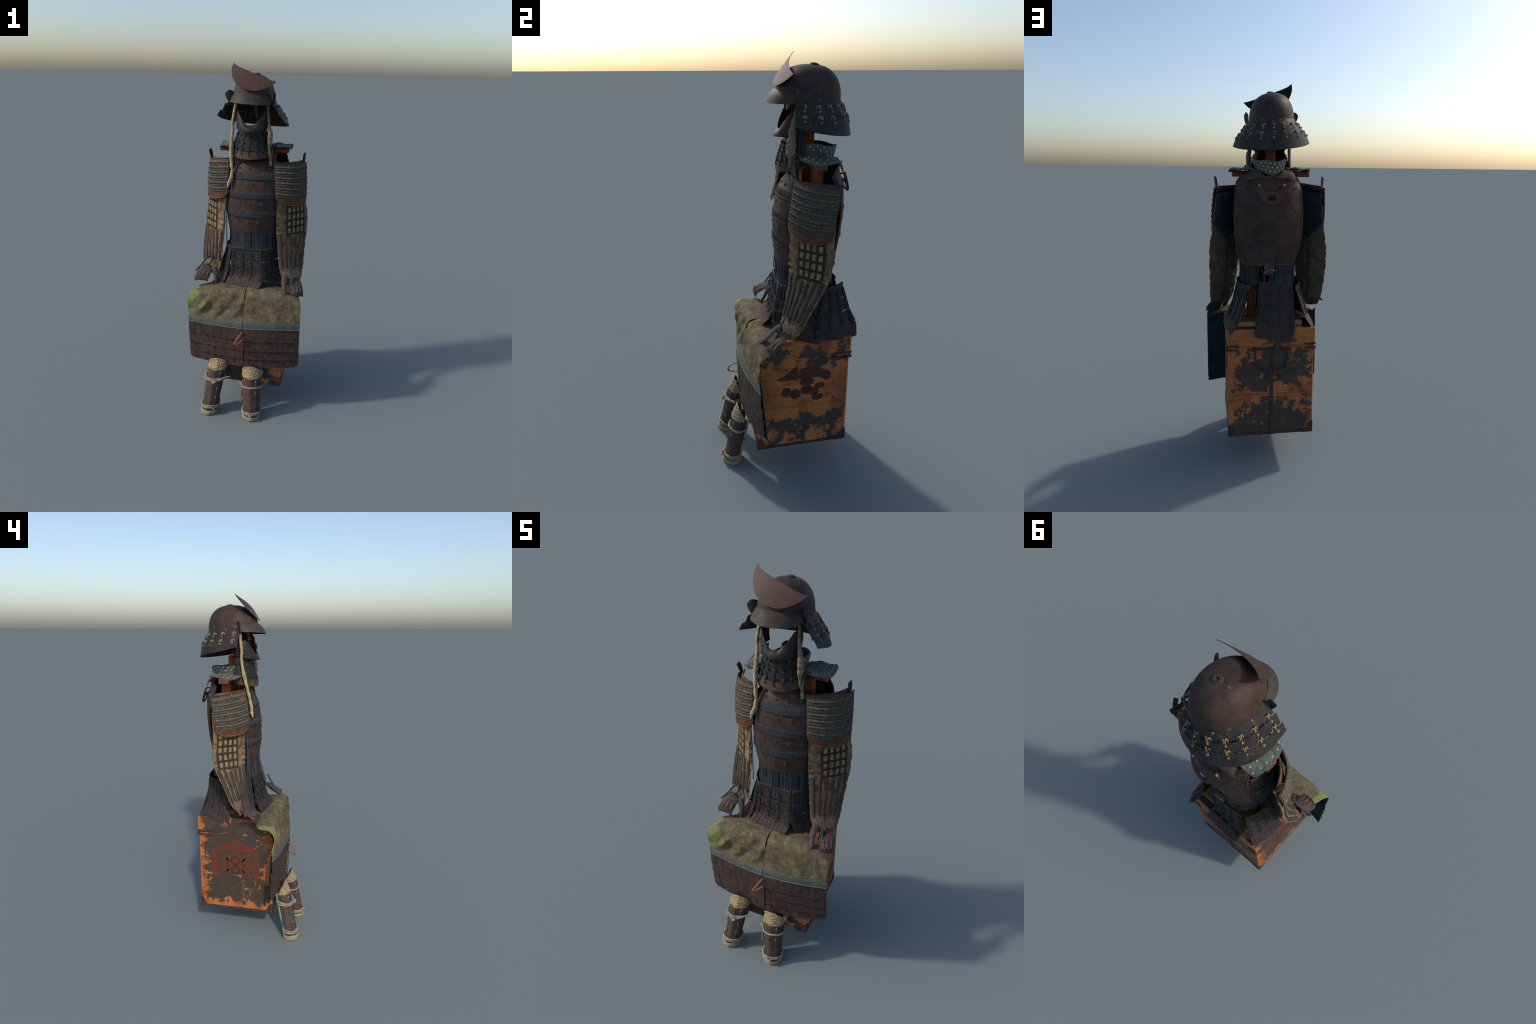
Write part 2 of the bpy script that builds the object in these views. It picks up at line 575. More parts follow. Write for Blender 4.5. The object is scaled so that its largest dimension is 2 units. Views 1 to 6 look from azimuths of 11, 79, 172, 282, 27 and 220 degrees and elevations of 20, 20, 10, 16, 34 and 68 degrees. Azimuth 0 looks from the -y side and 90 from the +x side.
# ================================================================== CHEST
def chest():
    top = empty('armor_chest', 'old wooden storage chest with flaking black lacquer', 'chest', (0, .1, .165))
    top_inv = Matrix.Translation((0, -.1, -.165))

    def own(ob):
        ob.matrix_parent_inverse = top_inv
        return ob
    X0, X1, Y0, Y1, Z0, ZS, Z1 = -.230, .215, -.122, .318, .163, .652, .748
    mw = {
        'left': lacquered_wood('lacquered_board_left', (.10, .475), (.232, .335), 1.30, -.125, None, 1),
        'right': lacquered_wood('lacquered_board_right', (.10, .44), (.235, .32), .12, .040,
                                [(.17, .62), (.22, .55), (.30, .78), (.36, .35), (.45, .30), (.56, .38), (.63, .62), (.75, .62)], 1),
        'back': lacquered_wood('lacquered_board_back', (-.007, .43), (.235, .33), .55, -.050,
                               [(.17, .75), (.30, .55), (.39, .30), (.5, .62), (.6, .5), (.72, .35)], 0),
        'front': lacquered_wood('lacquered_board_front', (-.007, .43), (.235, .33), .9, -.10, None, 0),
        'top': lacquered_wood('lacquered_lid_top', (-.007, .1), (.24, .9), .6, -.08, None, 0),
    }
    t = .014
    seam = .3905

    def walls(name, z0, z1, grow=0., bev=.0025):
        x0, x1, y0, y1 = X0 - grow, X1 + grow, Y0 - grow, Y1 + grow
        own(block(name, (x0, y0 + t, z0), (x0 + t, y1 - t, z1), mw['left'], top, bev))
        own(block(name, (x1 - t, y0 + t, z0), (x1, y1 - t, z1), mw['right'], top, bev))
        own(block(name, (x0, y1 - t, z0), (x1, y1, z1), mw['back'], top, bev))
        own(block(name, (x0, Y0 if not grow else Y0 + .008, z0), (x1, y0 + t + grow, z1), mw['front'], top, bev))
    walls('board', Z0 + .002, seam - .0008)
    walls('board', seam + .0008, ZS)
    walls('lid_board', ZS + .003, Z1 - .001, .006)
    own(block('lid', (X0 - .004, Y0 + .010, Z1 - .014), (X1 + .004, Y1 + .004, Z1), mw['top'], top, .004))
    own(block('bottom_board', (X0 + .004, Y0 + .004, Z0), (X1 - .004, Y1 - .004, Z0 + .015), M['hardware'], top))
    # beaded rims along the lid joint (worn away except near the rear corners)
    for z in (ZS - .012, ZS + .010):
        for x, s in ((X0 - .007, 1), (X1 + .007, -1)):
            own(tube('lid_rim', [(x, Y1 - .085, z), (x, Y1 + .006, z)], .0045, M['hardware'], top, 6))
        for xa, xb in ((X0 - .007, X0 + .05), (X1 - .05, X1 + .007)):
            own(tube('lid_rim', [(xa, Y1 + .007, z), (xb, Y1 + .007, z)], .0045, M['hardware'], top, 6))
    # iron shoes at the foot corners, edge strips
    for x in (X0, X1):
        for y in (Y0, Y1):
            sx, sy = (-1 if x == X0 else 1), (-1 if y == Y0 else 1)
            o = V(x + sx * .0005, y + sy * .0005, Z0 - .001)
            w = .058
            fr = (o, V(0, -sy, 0), V(0, 0, 1), V(sx, 0, 0))
            out = [(0, 0), (w, 0), (w * .95, .012), (w * .6, .02), (w * .45, .045), (.012, .062), (0, .062)]
            own(prism('corner_plate', out, fr, .002, M['hardware'], top))
            fr = (o, V(-sx, 0, 0), V(0, 0, 1), V(0, sy, 0))
            own(prism('corner_plate', out, fr, .002, M['hardware'], top))
            own(block('corner_edge', (min(x, x + sx * .0022), min(y, y + sy * .0022), Z0 - .001),
                      (max(x, x + sx * .0022), max(y, y + sy * .0022), Z0 + .06), M['hardware'], top, .0005))
    for x, s in ((X0, -1), (X1, 1)):
        own(block('foot_strip', (min(x, x + s * .0015), Y0 + .05, Z0), (max(x, x + s * .0015), Y1 - .05, Z0 + .016), M['hardware'], top, .0005))
    own(block('foot_strip', (X0 + .05, Y1, Z0), (X1 - .05, Y1 + .0015, Z0 + .016), M['hardware'], top, .0005))
    # vertical iron bands front and rear, hasp, carrying ring
    own(block('iron_band', (-.0165, Y1 + .0005, Z0 - .002), (-.0005, Y1 + .005, ZS - .006), M['hardware'], top, .0015))
    own(block('iron_band', (-.025, Y0 - .005, Z0 - .002), (-.008, Y0 - .0005, ZS - .006), M['hardware'], top, .0015))
    ring = [(.076, .641), (.078, .60), (.072, .56), (.055, .533), (.03, .525), (-.008, .523), (-.045, .525), (-.07, .535), (-.086, .56), (-.092, .60), (-.09, .637)]
    own(tube('carrying_ring', [(x, Y1 + .012, z) for x, z in ring], .0055, M['hardware'], top, 50))
    own(tube('carrying_ring_bar', [(.088, Y1 + .007, .642), (-.10, Y1 + .007, .636)], .006, M['hardware'], top, 10))
    own(tube('hasp', [(.014, Y1 + .007, .52), (.014, Y1 + .008, .472), (-.042, Y1 + .008, .472), (-.042, Y1 + .007, .52)],
             .0042, M['hardware'], top, 40))
    own(block('hasp_plate', (.07, Y1 + .0005, .628), (.092, Y1 + .004, .65), M['hardware'], top, .001))
    own(block('hasp_plate', (-.108, Y1 + .0005, .622), (-.084, Y1 + .004, .646), M['hardware'], top, .001))
    # painted family crest on the sunny side: gable, two posts, four-petal flower
    fr = (V(X0, 0, 0), V(0, 1, 0), V(0, 0, 1), V(-1, 0, 0))
    d = .0008
    own(prism('painted_gable', [(.262, .544), (.098, .619), (-.074, .538), (.1, .541)], fr, d, M['red'], top))
    own(prism('painted_post', [(.247, .541), (.204, .540), (.204, .392), (.247, .392)], fr, d * .8, M['red'], top))
    own(prism('painted_post', [(.247, .389), (.206, .389), (.206, .366), (.248, .366)], fr, d * .8, M['brown_paint'], top))
    own(prism('painted_post', [(-.003, .537), (-.045, .537), (-.045, .392), (-.004, .392)], fr, d * .8, M['red'], top))
    own(prism('painted_post', [(-.004, .389), (-.045, .389), (-.045, .365), (-.006, .365)], fr, d * .8, M['brown_paint'], top))
    cy, cz = .1005, .454
    for k in range(4):
        a = math.pi / 2 * k
        ra, rb, off = (.058, .034, .048) if k % 2 else (.050, .033, .066)
        ca, sa = math.cos(a), math.sin(a)
        # petal: broad kidney with the flower's heart left as lacquer
        pts = []
        for u, w in ellipse(off, 0, rb, ra):
            pts.append((cy + u * ca - w * sa, cz + u * sa + w * ca))
        if k == 3:
            pts = [(u, w) for u, w in pts if w > .392] or pts
        own(prism('painted_petal', pts, fr, d * .6, M['brown_paint'], top))
        own(prism('painted_line', [(cy + u * ca - w * sa, cz + u * sa + w * ca) for u, w in ellipse(.034, 0, .026, .031)], fr, d * .8, M['black_paint'], top))
        own(prism('painted_line', [(cy + u * ca - w * sa, cz + u * sa + w * ca) for u, w in ellipse(.030, 0, .0275, .028)], fr, d * .9, M['brown_paint'], top))
        own(prism('painted_line', [(cy + u * ca - w * sa, cz + u * sa + w * ca) for u, w in ellipse(.030, 0, .025, .0255)], fr, d * 1.0, M['black_paint'], top))
        own(prism('painted_petal', [(cy + u * ca - w * sa, cz + u * sa + w * ca) for u, w in ellipse(.026, 0, .021, .020)], fr, d * 1.2, M['brown_paint'], top))
        own(prism('painted_line', [(cy + u * ca - w * sa, cz + u * sa + w * ca) for u, w in ((0, .0015), (.018, .0022), (.018, -.0022), (0, -.0015))], fr, d * 1.35, M['black_paint'], top))
    # remains of the same crest on the shaded side
    fr = (V(X1, 0, 0), V(0, 1, 0), V(0, 0, 1), V(1, 0, 0))
    def ragged(pts, seed):
        c = smooth_curve([(a, b, 0) for a, b in pts] + [(*pts[0], 0)], 60)[:-1]
        return [(p[0] + .0035 * float(fbm(p, 60, seed + 3)), p[1] + .0035 * float(fbm(p, 60, seed + 9))) for p in c]
    own(prism('painted_gable', ragged([(-.040, .553), (0, .566), (.03, .588), (.060, .606), (.072, .603), (.072, .545), (.04, .543), (0, .540)], 1), fr, d, M['dark_paint'], top))
    own(prism('painted_gable', ragged([(.078, .588), (.10, .599), (.15, .595), (.19, .585), (.222, .570), (.231, .53), (.205, .524), (.17, .543), (.12, .541), (.078, .548)], 2), fr, d, M['dark_paint'], top))
    for i, (a, b, ra, rb) in enumerate(((.115, .522, .036, .022), (.016, .476, .024, .026), (.060, .460, .026, .028), (.115, .478, .030, .024),
                                        (.15, .466, .026, .022), (.170, .432, .030, .018), (.18, .495, .025, .016))):
        own(prism('painted_petal', ragged(ellipse(a, b, ra, rb, 14), i), fr, d * (.5 + .12 * i), M['dark_paint'], top))
    # loose plank lying on the lid
    own(block('plank', (-.172, .02, Z1 + .0005), (.166, .285, Z1 + .026), M['plank'], top, .003))
    return top


# ================================================================== STAND
def stand():
    top = empty('armor_stand', 'red brown wooden display stand with crossbar', 'stand', (-.01, .17, .775))
    inv = Matrix.Translation((.01, -.17, -.775))
    for a in (block('post', (.058, .150, .7755), (.106, .197, 1.5115), M['post'], top, .003),
              block('post', (-.128, .150, .7755), (-.082, .197, 1.5115), M['post'], top, .003),
              block('crossbar', (-.216, .135, 1.512), (.182, .190, 1.542), M['bar'], top, .004),
              block('neck_post', (-.038, .137, 1.5425), (.008, .180, 1.656), M['post'], top, .003)):
        a.matrix_parent_inverse = inv
    return top


# ================================================================== ARMOUR
armor = empty('samurai_armor', 'weathered samurai armor with horned helmet and mask', 'armor')


def helmet():
    C = V(-.020, .152, 0)
    # tilt: wearer's right side rides a little higher; facing slightly to that side
    yaw, roll = math.radians(-4.5), math.radians(3.2)
    A = V(math.cos(yaw), math.sin(yaw), 0)
    B = V(-math.sin(yaw), math.cos(yaw), 0)

    def pt(a, b, z):
        return C + a * A + b * B + V(0, 0, z - a * math.tan(roll))
    zb, zt = 1.785, 1.927
    prof = []
    for h in np.linspace(0, 1, 26):
        h = math.sin(h * math.pi / 2)
        r = max(0, 1 - h ** 2.5) ** (1 / 2.4)
        prof.append((r, zb + (zt - zb) * h))
    P = []
    for r, z in prof:
        row = []
        rr = max(r, .012)
        for i in range(72):
            th = 2 * math.pi * i / 72
            sx, sy = math.sin(th), -math.cos(th)
            lift = .012 * max(0, -sy) * (1 - (z - zb) / (zt - zb))
            # crown sits a touch behind the middle
            row.append(pt(.1145 * rr * sx, .1425 * rr * sy + .004 * (z - zb) / (zt - zb), z + lift))
        P.append(row)
    bowl = sheet_obj('helmet', np.array(P)[::-1], .0035, [M['iron'], M['neck'], M['iron']], armor, True, pt(0, 0, 1.80))
    v, f = torus_data(.0125, .0036, 24, 8)
    rc = pt(.006, .026, 1.927)
    nrm = V(0, .16, 1)
    for nm, R, r, dz in (('crown_ring', .0165, .0036, -.001), ('crown_ring', .0105, .0042, .001)):
        d = torus_data(R, r, 28, 8)
        build(nm, *moved(d, frame_matrix(rc + V(0, 0, dz), nrm, (0, 1, 0))), M['visor'], bowl)
    # visor
    P = []
    for s in np.linspace(0, 1, 12):
        row = []
        for th in np.radians(np.linspace(-84, 84, 48)):
            inn = pt(.1150 * math.sin(th), -.1430 * math.cos(th), 1.832 - .022 * abs(math.sin(th)) ** 2)
            out = pt(.113 * math.sin(th), -.070 - .117 * math.cos(th), 1.779)
            p = lerp(inn, out, s) + V(0, 0, .006) * math.sin(math.pi * s) * (.4 + .6 * math.cos(th))
            row.append(p)
        P.append(row)
    sheet_obj('visor', P, .003, [M['visor'], M['mask_in'], M['visor']], bowl, ref=pt(0, 0, 1.7))
    # crescent crest, leaning back, its right horn raised
    Mc = V(-.007, .083, 1.937)
    ax, ay, nn = V(.9119, -.2242, -.3438), V(.4101, .5315, .7411), V(-.0166, .8168, -.5766)
    outer = smooth_curve([(-.134, 0, 0), (-.124, -.035, 0), (-.105, -.065, 0), (-.076, -.094, 0), (-.036, -.114, 0), (.01, -.120, 0), (.055, -.108, 0), (.09, -.081, 0), (.118, -.041, 0), (.134, 0, 0)], 60)
    inner = smooth_curve([(-.134, 0, 0), (-.094, -.0125, 0), (-.02, -.016, 0), (.055, -.0135, 0), (.102, -.008, 0), (.134, 0, 0)], 60)
    P = []
    for s in np.linspace(0, 1, 14):
        row = []
        for o, i in zip(outer, inner):
            q = lerp(o, i, s)
            bulge = .015 * max(0, 1 - (q[0] / .134) ** 2) - .003
            row.append(Mc + q[0] * ax + q[1] * ay - nn * bulge)
        P.append(row)
    sheet_obj('crest', P, .0022, [M['crest'], M['black_paint'], M['crest']], bowl, ref=Mc + nn, angle=30)
    # neck guard: three flaring lames
    rows = ((1.806, .114, .142, 1.752, .139, .155), (1.770, .147, .160, 1.713, .168, .173), (1.732, .176, .177, 1.652, .1960, .191))
    lames = []
    for k, (z0, a0, b0, z1, a1, b1) in enumerate(rows):
        P = []
        reach = (.074, .078, .082)[k]                 # straight run forward past the ears
        arc = [(math.sin(t), math.cos(t), 0.) for t in np.radians(np.linspace(-90, 90, 64))]
        arc = [(-1., 0., d) for d in np.linspace(reach, reach / 8, 8)] + arc + [(1., 0., d) for d in np.linspace(reach / 8, reach, 8)]
        for s in np.linspace(0, 1, 9):
            row = []
            for sn, cs, ext in arc:
                a, b = lerp(a0, a1, s), lerp(b0, b1, s)
                fr = (1 - cs) / 2 + .5 * ext / .08 * .6    # 0 at the nape, about .8 at the brow
                zz = lerp(z0, z1 + (.060 * fr if k == 2 else .014 * fr) - (.010 * (1 - fr) if k == 2 else 0), s)
                row.append(pt(a * sn * (1 - .35 * ext), b * cs - ext, zz - .014 * max(0, 1 - fr) * (1 - s)))
            P.append(row)
        P = np.array(P)
        lames.append(sheet_obj('neck_guard_lame', P, .0028, [M['neck'], M['black_paint'], M['neck']], bowl, ref=pt(0, 0, 1.75)))
        ks = proto('lacing_knot', moved(torus_data(.0056, .0027, 12, 6, 1.25), Matrix()), M['knot'])
        kd = proto('lacing_knot', moved(torus_data(.0056, .0027, 12, 6, 1.25), Matrix()), M['knot_dark'])
        st = proto('lacing_stud', blob_mesh('s', (.0058, .0058, .0045)), M['knot'])
        nm = grid_normals(P)
        nm = toward(P, nm, pt(0, 0, 1.75))
        rng = random.Random(k)
        for j, u in enumerate(np.linspace(.04, .96, 11)):
            i = int(u * 79)
            if k < 2:                   # pair of loops bridging to the next lame
                for dx in (-1, 1):
                    p = P[-2, i] + nm[-2, i] * .003
                    side = np.cross(nm[-2, i], V(0, 0, 1))
                    side /= np.linalg.norm(side)
                    place('lacing_knot', kd if (j in (5,) or rng.random() < .12) else ks, p + side * dx * .0058, nm[-2, i] + side * dx * .9, (dx * .25 * side[0], dx * .25 * side[1], 1), lames[-1], (1, 1.25 + .3 * rng.random(), 1.1))
            if k > 0:
                p = P[2, i] + nm[2, i] * .001
                place('lacing_stud', st, p, nm[2, i], (0, 0, 1), lames[-1], .85 + .4 * rng.random())
        if k == 0:
            for u in (.12, .37, .62, .85):
                i = int(u * 79)
                place('lacing_stud', st, P[1, i], nm[1, i], (0, 0, 1), lames[-1], .9)
    # turned-back flaps at the brow
    for s, cen, out, half in ((-1, V(-.142, .082, 1.812), V(-.88, -.47, 0), .029), (1, V(.100, .072, 1.808), V(.42, -.91, 0), .022)):
        P = []
        for v_ in np.linspace(0, 1, 16):
            row = []
            for u in np.linspace(-1, 1, 15):
                w = half * float(np.interp(v_, [0, .25, .6, .85, 1], [.30, .70, 1.0, .95, .45]))
                shift = .012 * (v_ - .5)
                row.append(cen + V(0, 0, lerp(-.034, .032, v_) - .004 * u * u) + out * (w * u + shift) + V(0, .008 * v_ + (.010 if s < 0 else .004) * u * u, 0))
            P.append(row)
        sheet_obj('turned_back_flap', P, .0025, M['neck'], bowl, ref=cen + V(0, .3, 0))
    # chin straps of rolled hemp
    tube('chin_strap', [(-.108, .098, 1.80), (-.113, .092, 1.765), (-.124, .083, 1.69), (-.127, .079, 1.62), (-.131, .066, 1.55), (-.128, .052, 1.49), (-.119, .040, 1.435), (-.121, .030, 1.385), (-.134, .022, 1.350), (-.139, .017, 1.325)],
         [.0085, .0085, .009, .009, .0095, .009, .0085, .010, .0095, .005], M['strap'], bowl, 90, 12, jitter=.5, seed=3)
    tube('chin_strap', [(.064, .092, 1.80), (.068, .086, 1.75), (.078, .066, 1.68), (.086, .058, 1.63), (.088, .056, 1.59), (.086, .060, 1.54), (.092, .066, 1.49), (.095, .070, 1.452)],
         [.0085, .0095, .013, .019, .022, .016, .010, .012], M['strap_b'], bowl, 80, 12, jitter=.55, seed=5, flat=.62)
    tube('lining_cord', [(-.03, .26, 1.80), (-.027, .255, 1.77), (-.03, .25, 1.73), (-.02, .245, 1.69)], [.008, .011, .009, .004], M['strap_b'], bowl, 30, 8, jitter=.5, seed=8)
    return bowl


def mask():
    c = V(-.018, .100, 0)
    P = []
    for s in np.linspace(0, 1, 16):
        row = []
        for th in np.radians(np.linspace(-118, 118, 60)):
            k = abs(th) / math.radians(118)
            zt = 1.667 + .073 * min(1, max(0, (k - .10) / .42)) ** 1.15 - .05 * max(0, k - .68)
            zb = 1.634 + .030 * k ** 1.6
            rt = .076 + .008 * k
            chin = .098 - .016 * min(1, k * 1.3)
            r = lerp(rt, chin, s ** .8) + .004 * math.sin(math.pi * s)
            z = lerp(zt, zb, s)
            row.append(c + V(1.05 * r * math.sin(th), -r * math.cos(th), z))
        P.append(row)
    mk = sheet_obj('face_mask', P, .003, [M['mask'], M['mask_in'], M['mask']], armor, ref=c + V(0, 0, 1.68))
    P = []
    for s in np.linspace(0, 1, 5):                      # chin underside
        P.append([c + V(1.05 * lerp(.100 - .018 * min(1, abs(th) * .62), .070, s) * math.sin(th), -lerp(.101 - .018 * min(1, abs(th) * .62), .068, s) * math.cos(th), 1.6345 + .03 * (abs(th) / 2.06) ** 1.6 - .004 * s)
                  for th in np.radians(np.linspace(-100, 100, 40))])
    sheet_obj('chin', P, .002, M['mask'], mk, ref=c + V(0, 0, 1.7))
    for s in (-1, 1):
        tube('mask_peg', [c + V(s * .083, -.028, 1.688), c + V(s * .097, -.034, 1.690)], .0035, M['mask'], mk, 4)
    # throat guard: laced lames with a leather-brown lower rim
    rows = ((1.640, .071, 1.596, .079), (1.601, .084, 1.562, .090), (1.566, .095, 1.529, .100), (1.527, .103, 1.486, .108))
    th_all = np.radians(np.linspace(-100, 100, 70))
    for k, (z0, r0, z1, r1) in enumerate(rows):
        P = []
        for s in np.linspace(0, 1, 6):
            P.append([c + V(lerp(r0, r1, s) * 1.05 * math.sin(t), -lerp(r0, r1, s) * (.86 + .02 * k) * math.cos(t) + .012,
                            lerp(z0, z1, s) + .034 * (1 - math.cos(t)) * (.45 + .25 * k / 3)) for t in th_all])
        P = np.array(P)
        lame = sheet_obj('throat_lame', P, .0025, [M['throat_rim'] if k == 3 else M['mask'], M['mask_in'], M['throat_rim'] if k == 3 else M['mask']], mk, ref=c + V(0, 0, 1.6))
        nm = toward(P, grid_normals(P), c + V(0, 0, 1.6))
        kn = proto('lacing_knot', blob_mesh('k', (.0042, .0055, .0035)), M['navy'])
        for u in np.linspace(.06, .94, 9):
            i = int(u * 69)
            if k < 3:
                a, b = P[3, i] + nm[3, i] * .002, P[-1, i] + nm[-1, i] * .004 + V(0, 0, -.010)
                tube('lacing_cord', [a, (a + b) / 2 + nm[3, i] * .004, b], .0074, M['navy'], lame, 6, 8, flat=.35, wide=np.cross(nm[3, i], V(0, 0, 1)))
            if k > 0:
                place('lacing_knot', kn, P[1, i] + nm[1, i] * .003 - V(0, 0, .006), nm[1, i], (0, 0, 1), lame)
    return mk


# ---- cuirass section: front y, rear y, half width by height
DO = [(1.070, .010, .262, .150), (1.12, .005, .270, .160), (1.17, .001, .278, .167), (1.24, -.001, .286, .172), (1.30, .003, .291, .174), (1.35, .010, .292, .174),
      (1.39, .020, .291, .170), (1.42, .031, .289, .163), (1.45, .050, .284, .147), (1.475, .072, .280, .128), (1.53, .10, .268, .118)]


def do_point(th, z, grow=0.):
    """th = 0 front, pi rear; rounded-box section."""
    yf, yb, w = interp(z, DO)
    s, c = math.sin(th), -math.cos(th)
    e = 2 / (2.15 if c < 0 else 2.5)
    return V(-.004 + (w + grow) * math.copysign(abs(s) ** e, s), (yf + yb) / 2 + ((yb - yf) / 2 + grow) * math.copysign(abs(c) ** e, c), z)


def ring_band(name, z0, z1, grow, mats, parent, th0=-math.pi, th1=math.pi, nu=120, nv=4, ribs=0, amp=0., thick=.002, cushion=0.):
    P = []
    for s in np.linspace(0, 1, nv):
        row = []
        for i, th in enumerate(np.linspace(th0, th1, nu)):
            g = grow + cushion * math.sin(math.pi * s) + (amp * math.sin(i * math.pi * .5 * 1.0) if ribs else 0)
            row.append(do_point(th, lerp(z0, z1, s), g))
        P.append(row)
    return sheet_obj(name, P, thick, mats, parent, ref=BODY + V(0, 0, (z0 + z1) / 2))


def cuirass():
    n = 132
    P = []

    def ztop(th):
        k = abs(math.degrees(th))
        return float(np.interp(k, [0, 30, 42, 62, 118, 138, 150, 180], [1.470, 1.474, 1.462, 1.375, 1.372, 1.46, 1.515, 1.515]))
    for s in np.linspace(0, 1, 40):
        P.append([do_point(th, lerp(1.074, ztop(th), s)) for th in np.linspace(-math.pi, math.pi, n, endpoint=False)])
    body = sheet_obj('cuirass', P, .004, [M['iron'], M['lining'], M['rim_red']], armor, True)
    F = math.radians(118)
    for z1, z0, zc in ((1.412, 1.386, 1.377), (1.308, 1.286, 1.274), (1.199, 1.176, 1.165)):
        ring_band('lacing_band', z0, z1, .0015, M['navy_b'], body, -F, F, 340, 5, 1, .0009, .002, .0015)
        ring_band('lacing_line', z0 - .004, z0 - .0012, .0025, M['red_line'], body, -F, F, 90, 3, thick=.003)
        P = [do_point(th, zc, .002) for th in np.linspace(-F, F, 80)]
        tube('edge_cord', P, .0040, M['navy'], body, 0, 8)
    st = proto('cuirass_stud', blob_mesh('s', (.0068, .0068, .0036), 12, 6), M['iron'])
    sr = proto('cuirass_stud_ring', torus_data(.0085, .0016, 16, 6), M['yoke'])
    for z, xs in ((1.431, (-.075, -.018, .036, .091)), (1.351, (-.118, -.06, .0, .062, .118)), (1.243, (-.125, -.066, -.008, .056, .112)), (1.137, (-.125, -.07, -.016, .038))):
        for x in xs:
            best = min((do_point(t, z) for t in np.linspace(-1.45, 1.45, 240)), key=lambda p: abs(p[0] - x))
            p2 = do_point(math.asin(max(-1, min(1, (best[0] + .004) / .18))), z)
            nrm = V(best[0] * 2.2 * abs(best[0]) / .1, -1, .15)
            place('cuirass_stud', st, best, nrm, (0, 0, 1), body)
            place('cuirass_stud', sr, best, nrm, (0, 0, 1), body)
    # dorsal plate with a rolled border
    P = []
    for s in np.linspace(0, 1, 44):
        row = []
        z = lerp(1.516, 1.070, s)
        for u in np.linspace(-1, 1, 48):
            hw = float(np.interp(z, [1.07, 1.12, 1.22, 1.33, 1.45, 1.516], [.143, .156, .170, .174, .166, .160]))
            corner = max(0, abs(u) - .80) / .20
            dz = .030 * corner ** 2.2
            zz = z - (dz if s < .06 else dz * max(0, 1 - s * 6)) + dz * max(0, s * 6 - 5)
            x = .003 + hw * u
            yb = interp(z, DO)[1]
            e = max(abs(u), abs(2 * s - 1))
            y = yb + .012 - .052 * abs(u) ** 3.0 + (.0035 if e > .94 else 0) - .010 * max(0, (z - 1.44) / .07)
            y += .0022 * float(fbm(V(x, y, z), 26, 4))
            row.append(V(x, y, zz))
        P.append(row)
    back = sheet_obj('back_plate', P, .005, [M['dorsal'], M['lining'], M['rim_red']], body)
    Pb = np.array(P)
    for loop in (Pb[:, 0], Pb[:, -1], Pb[0], Pb[-1]):
        tube('back_plate_border', loop + V(0, .001, 0), .0036, M['rim_red'], back, 0, 6)
    for z, xs in ((1.455, (.115, -.128)), (1.40, (.085, -.10, -.145)), (1.337, (.115, .05, -.01, -.07, -.13)), (1.282, (.02, -.04, -.14)), (1.215, (.12, -.08, -.128)), (1.10, (.118, .06, -.09))):
        for x in xs:
            u = (x - .003) / .17
            i = int(round((u + 1) / 2 * 47))
            j = int(round((1.516 - z) / .446 * 43))
            p = Pb[j, min(47, max(0, i))]
            place('cuirass_stud', sr, p, (u * .8, 1, .05), (0, 0, 1), back, 1.15)
            place('cuirass_stud', st, p - V(0, .0015, 0), (u * .8, 1, .05), (0, 0, 1), back, .8)
    # crescent holder hanging on the back
    outr = [(.066, 1.480), (.070, 1.462), (.063, 1.436), (.048, 1.410), (.026, 1.390), (-.004, 1.3825), (-.034, 1.390), (-.056, 1.410), (-.070, 1.438), (-.077, 1.462), (-.072, 1.480)]
    innr = [(.052, 1.481), (.046, 1.470), (.038, 1.458), (.024, 1.446), (.010, 1.443), (-.004, 1.4425), (-.018, 1.443), (-.032, 1.446), (-.045, 1.458), (-.053, 1.470), (-.059, 1.481)]
    o, i_ = smooth_curve([(x, 0, z) for x, z in outr], 60), smooth_curve([(x, 0, z) for x, z in innr], 60)

    def yy(z):
        return .347 - (z - 1.3825) * .40
    pcs = []
    P = np.array([[V(q[0], yy(q[2]), q[2]) for q in lerp(o, i_, s)] for s in np.linspace(0, 1, 8)])
    # square window: leave its faces out
    v, f, r = sheet(P, .004, False, BODY)
    keep = []
    for q in f:
        m = v[list(q)].mean(0)
        keep.append(not (-.022 < m[0] < .014 and 1.398 < m[2] < 1.426))
    cr = build('crescent_bracket', v, [q for q, k in zip(f, keep) if k], [M['crest'], M['iron'], M['leather_edge']], back, [a for a, k in zip(r, keep) if k])
    cm = proto('bracket_tie', blob_mesh('t', (.006, .007, .005)), M['knee'])
    for x in (.058, -.066):
        place('bracket_tie', cm, (x, yy(1.474) + .002, 1.474), (0, 1, 0), (0, 0, 1), cr)
        tube('bracket_peg', [(x, yy(1.474) - .004, 1.474), (x, .280, 1.476)], .004, M['iron'], cr, 4)
    # belt tab at the small of the back
    block('belt_tab', (-.022, .278, 1.018), (.028, .290, 1.088), M['tab'], body, .004)
    tube('tab_cord', [(.032, .294, 1.030), (.012, .295, 1.043), (-.002, .296, 1.050), (-.016, .295, 1.047), (-.030, .293, 1.046)], .0022, M['rope'], body, 16, 6)
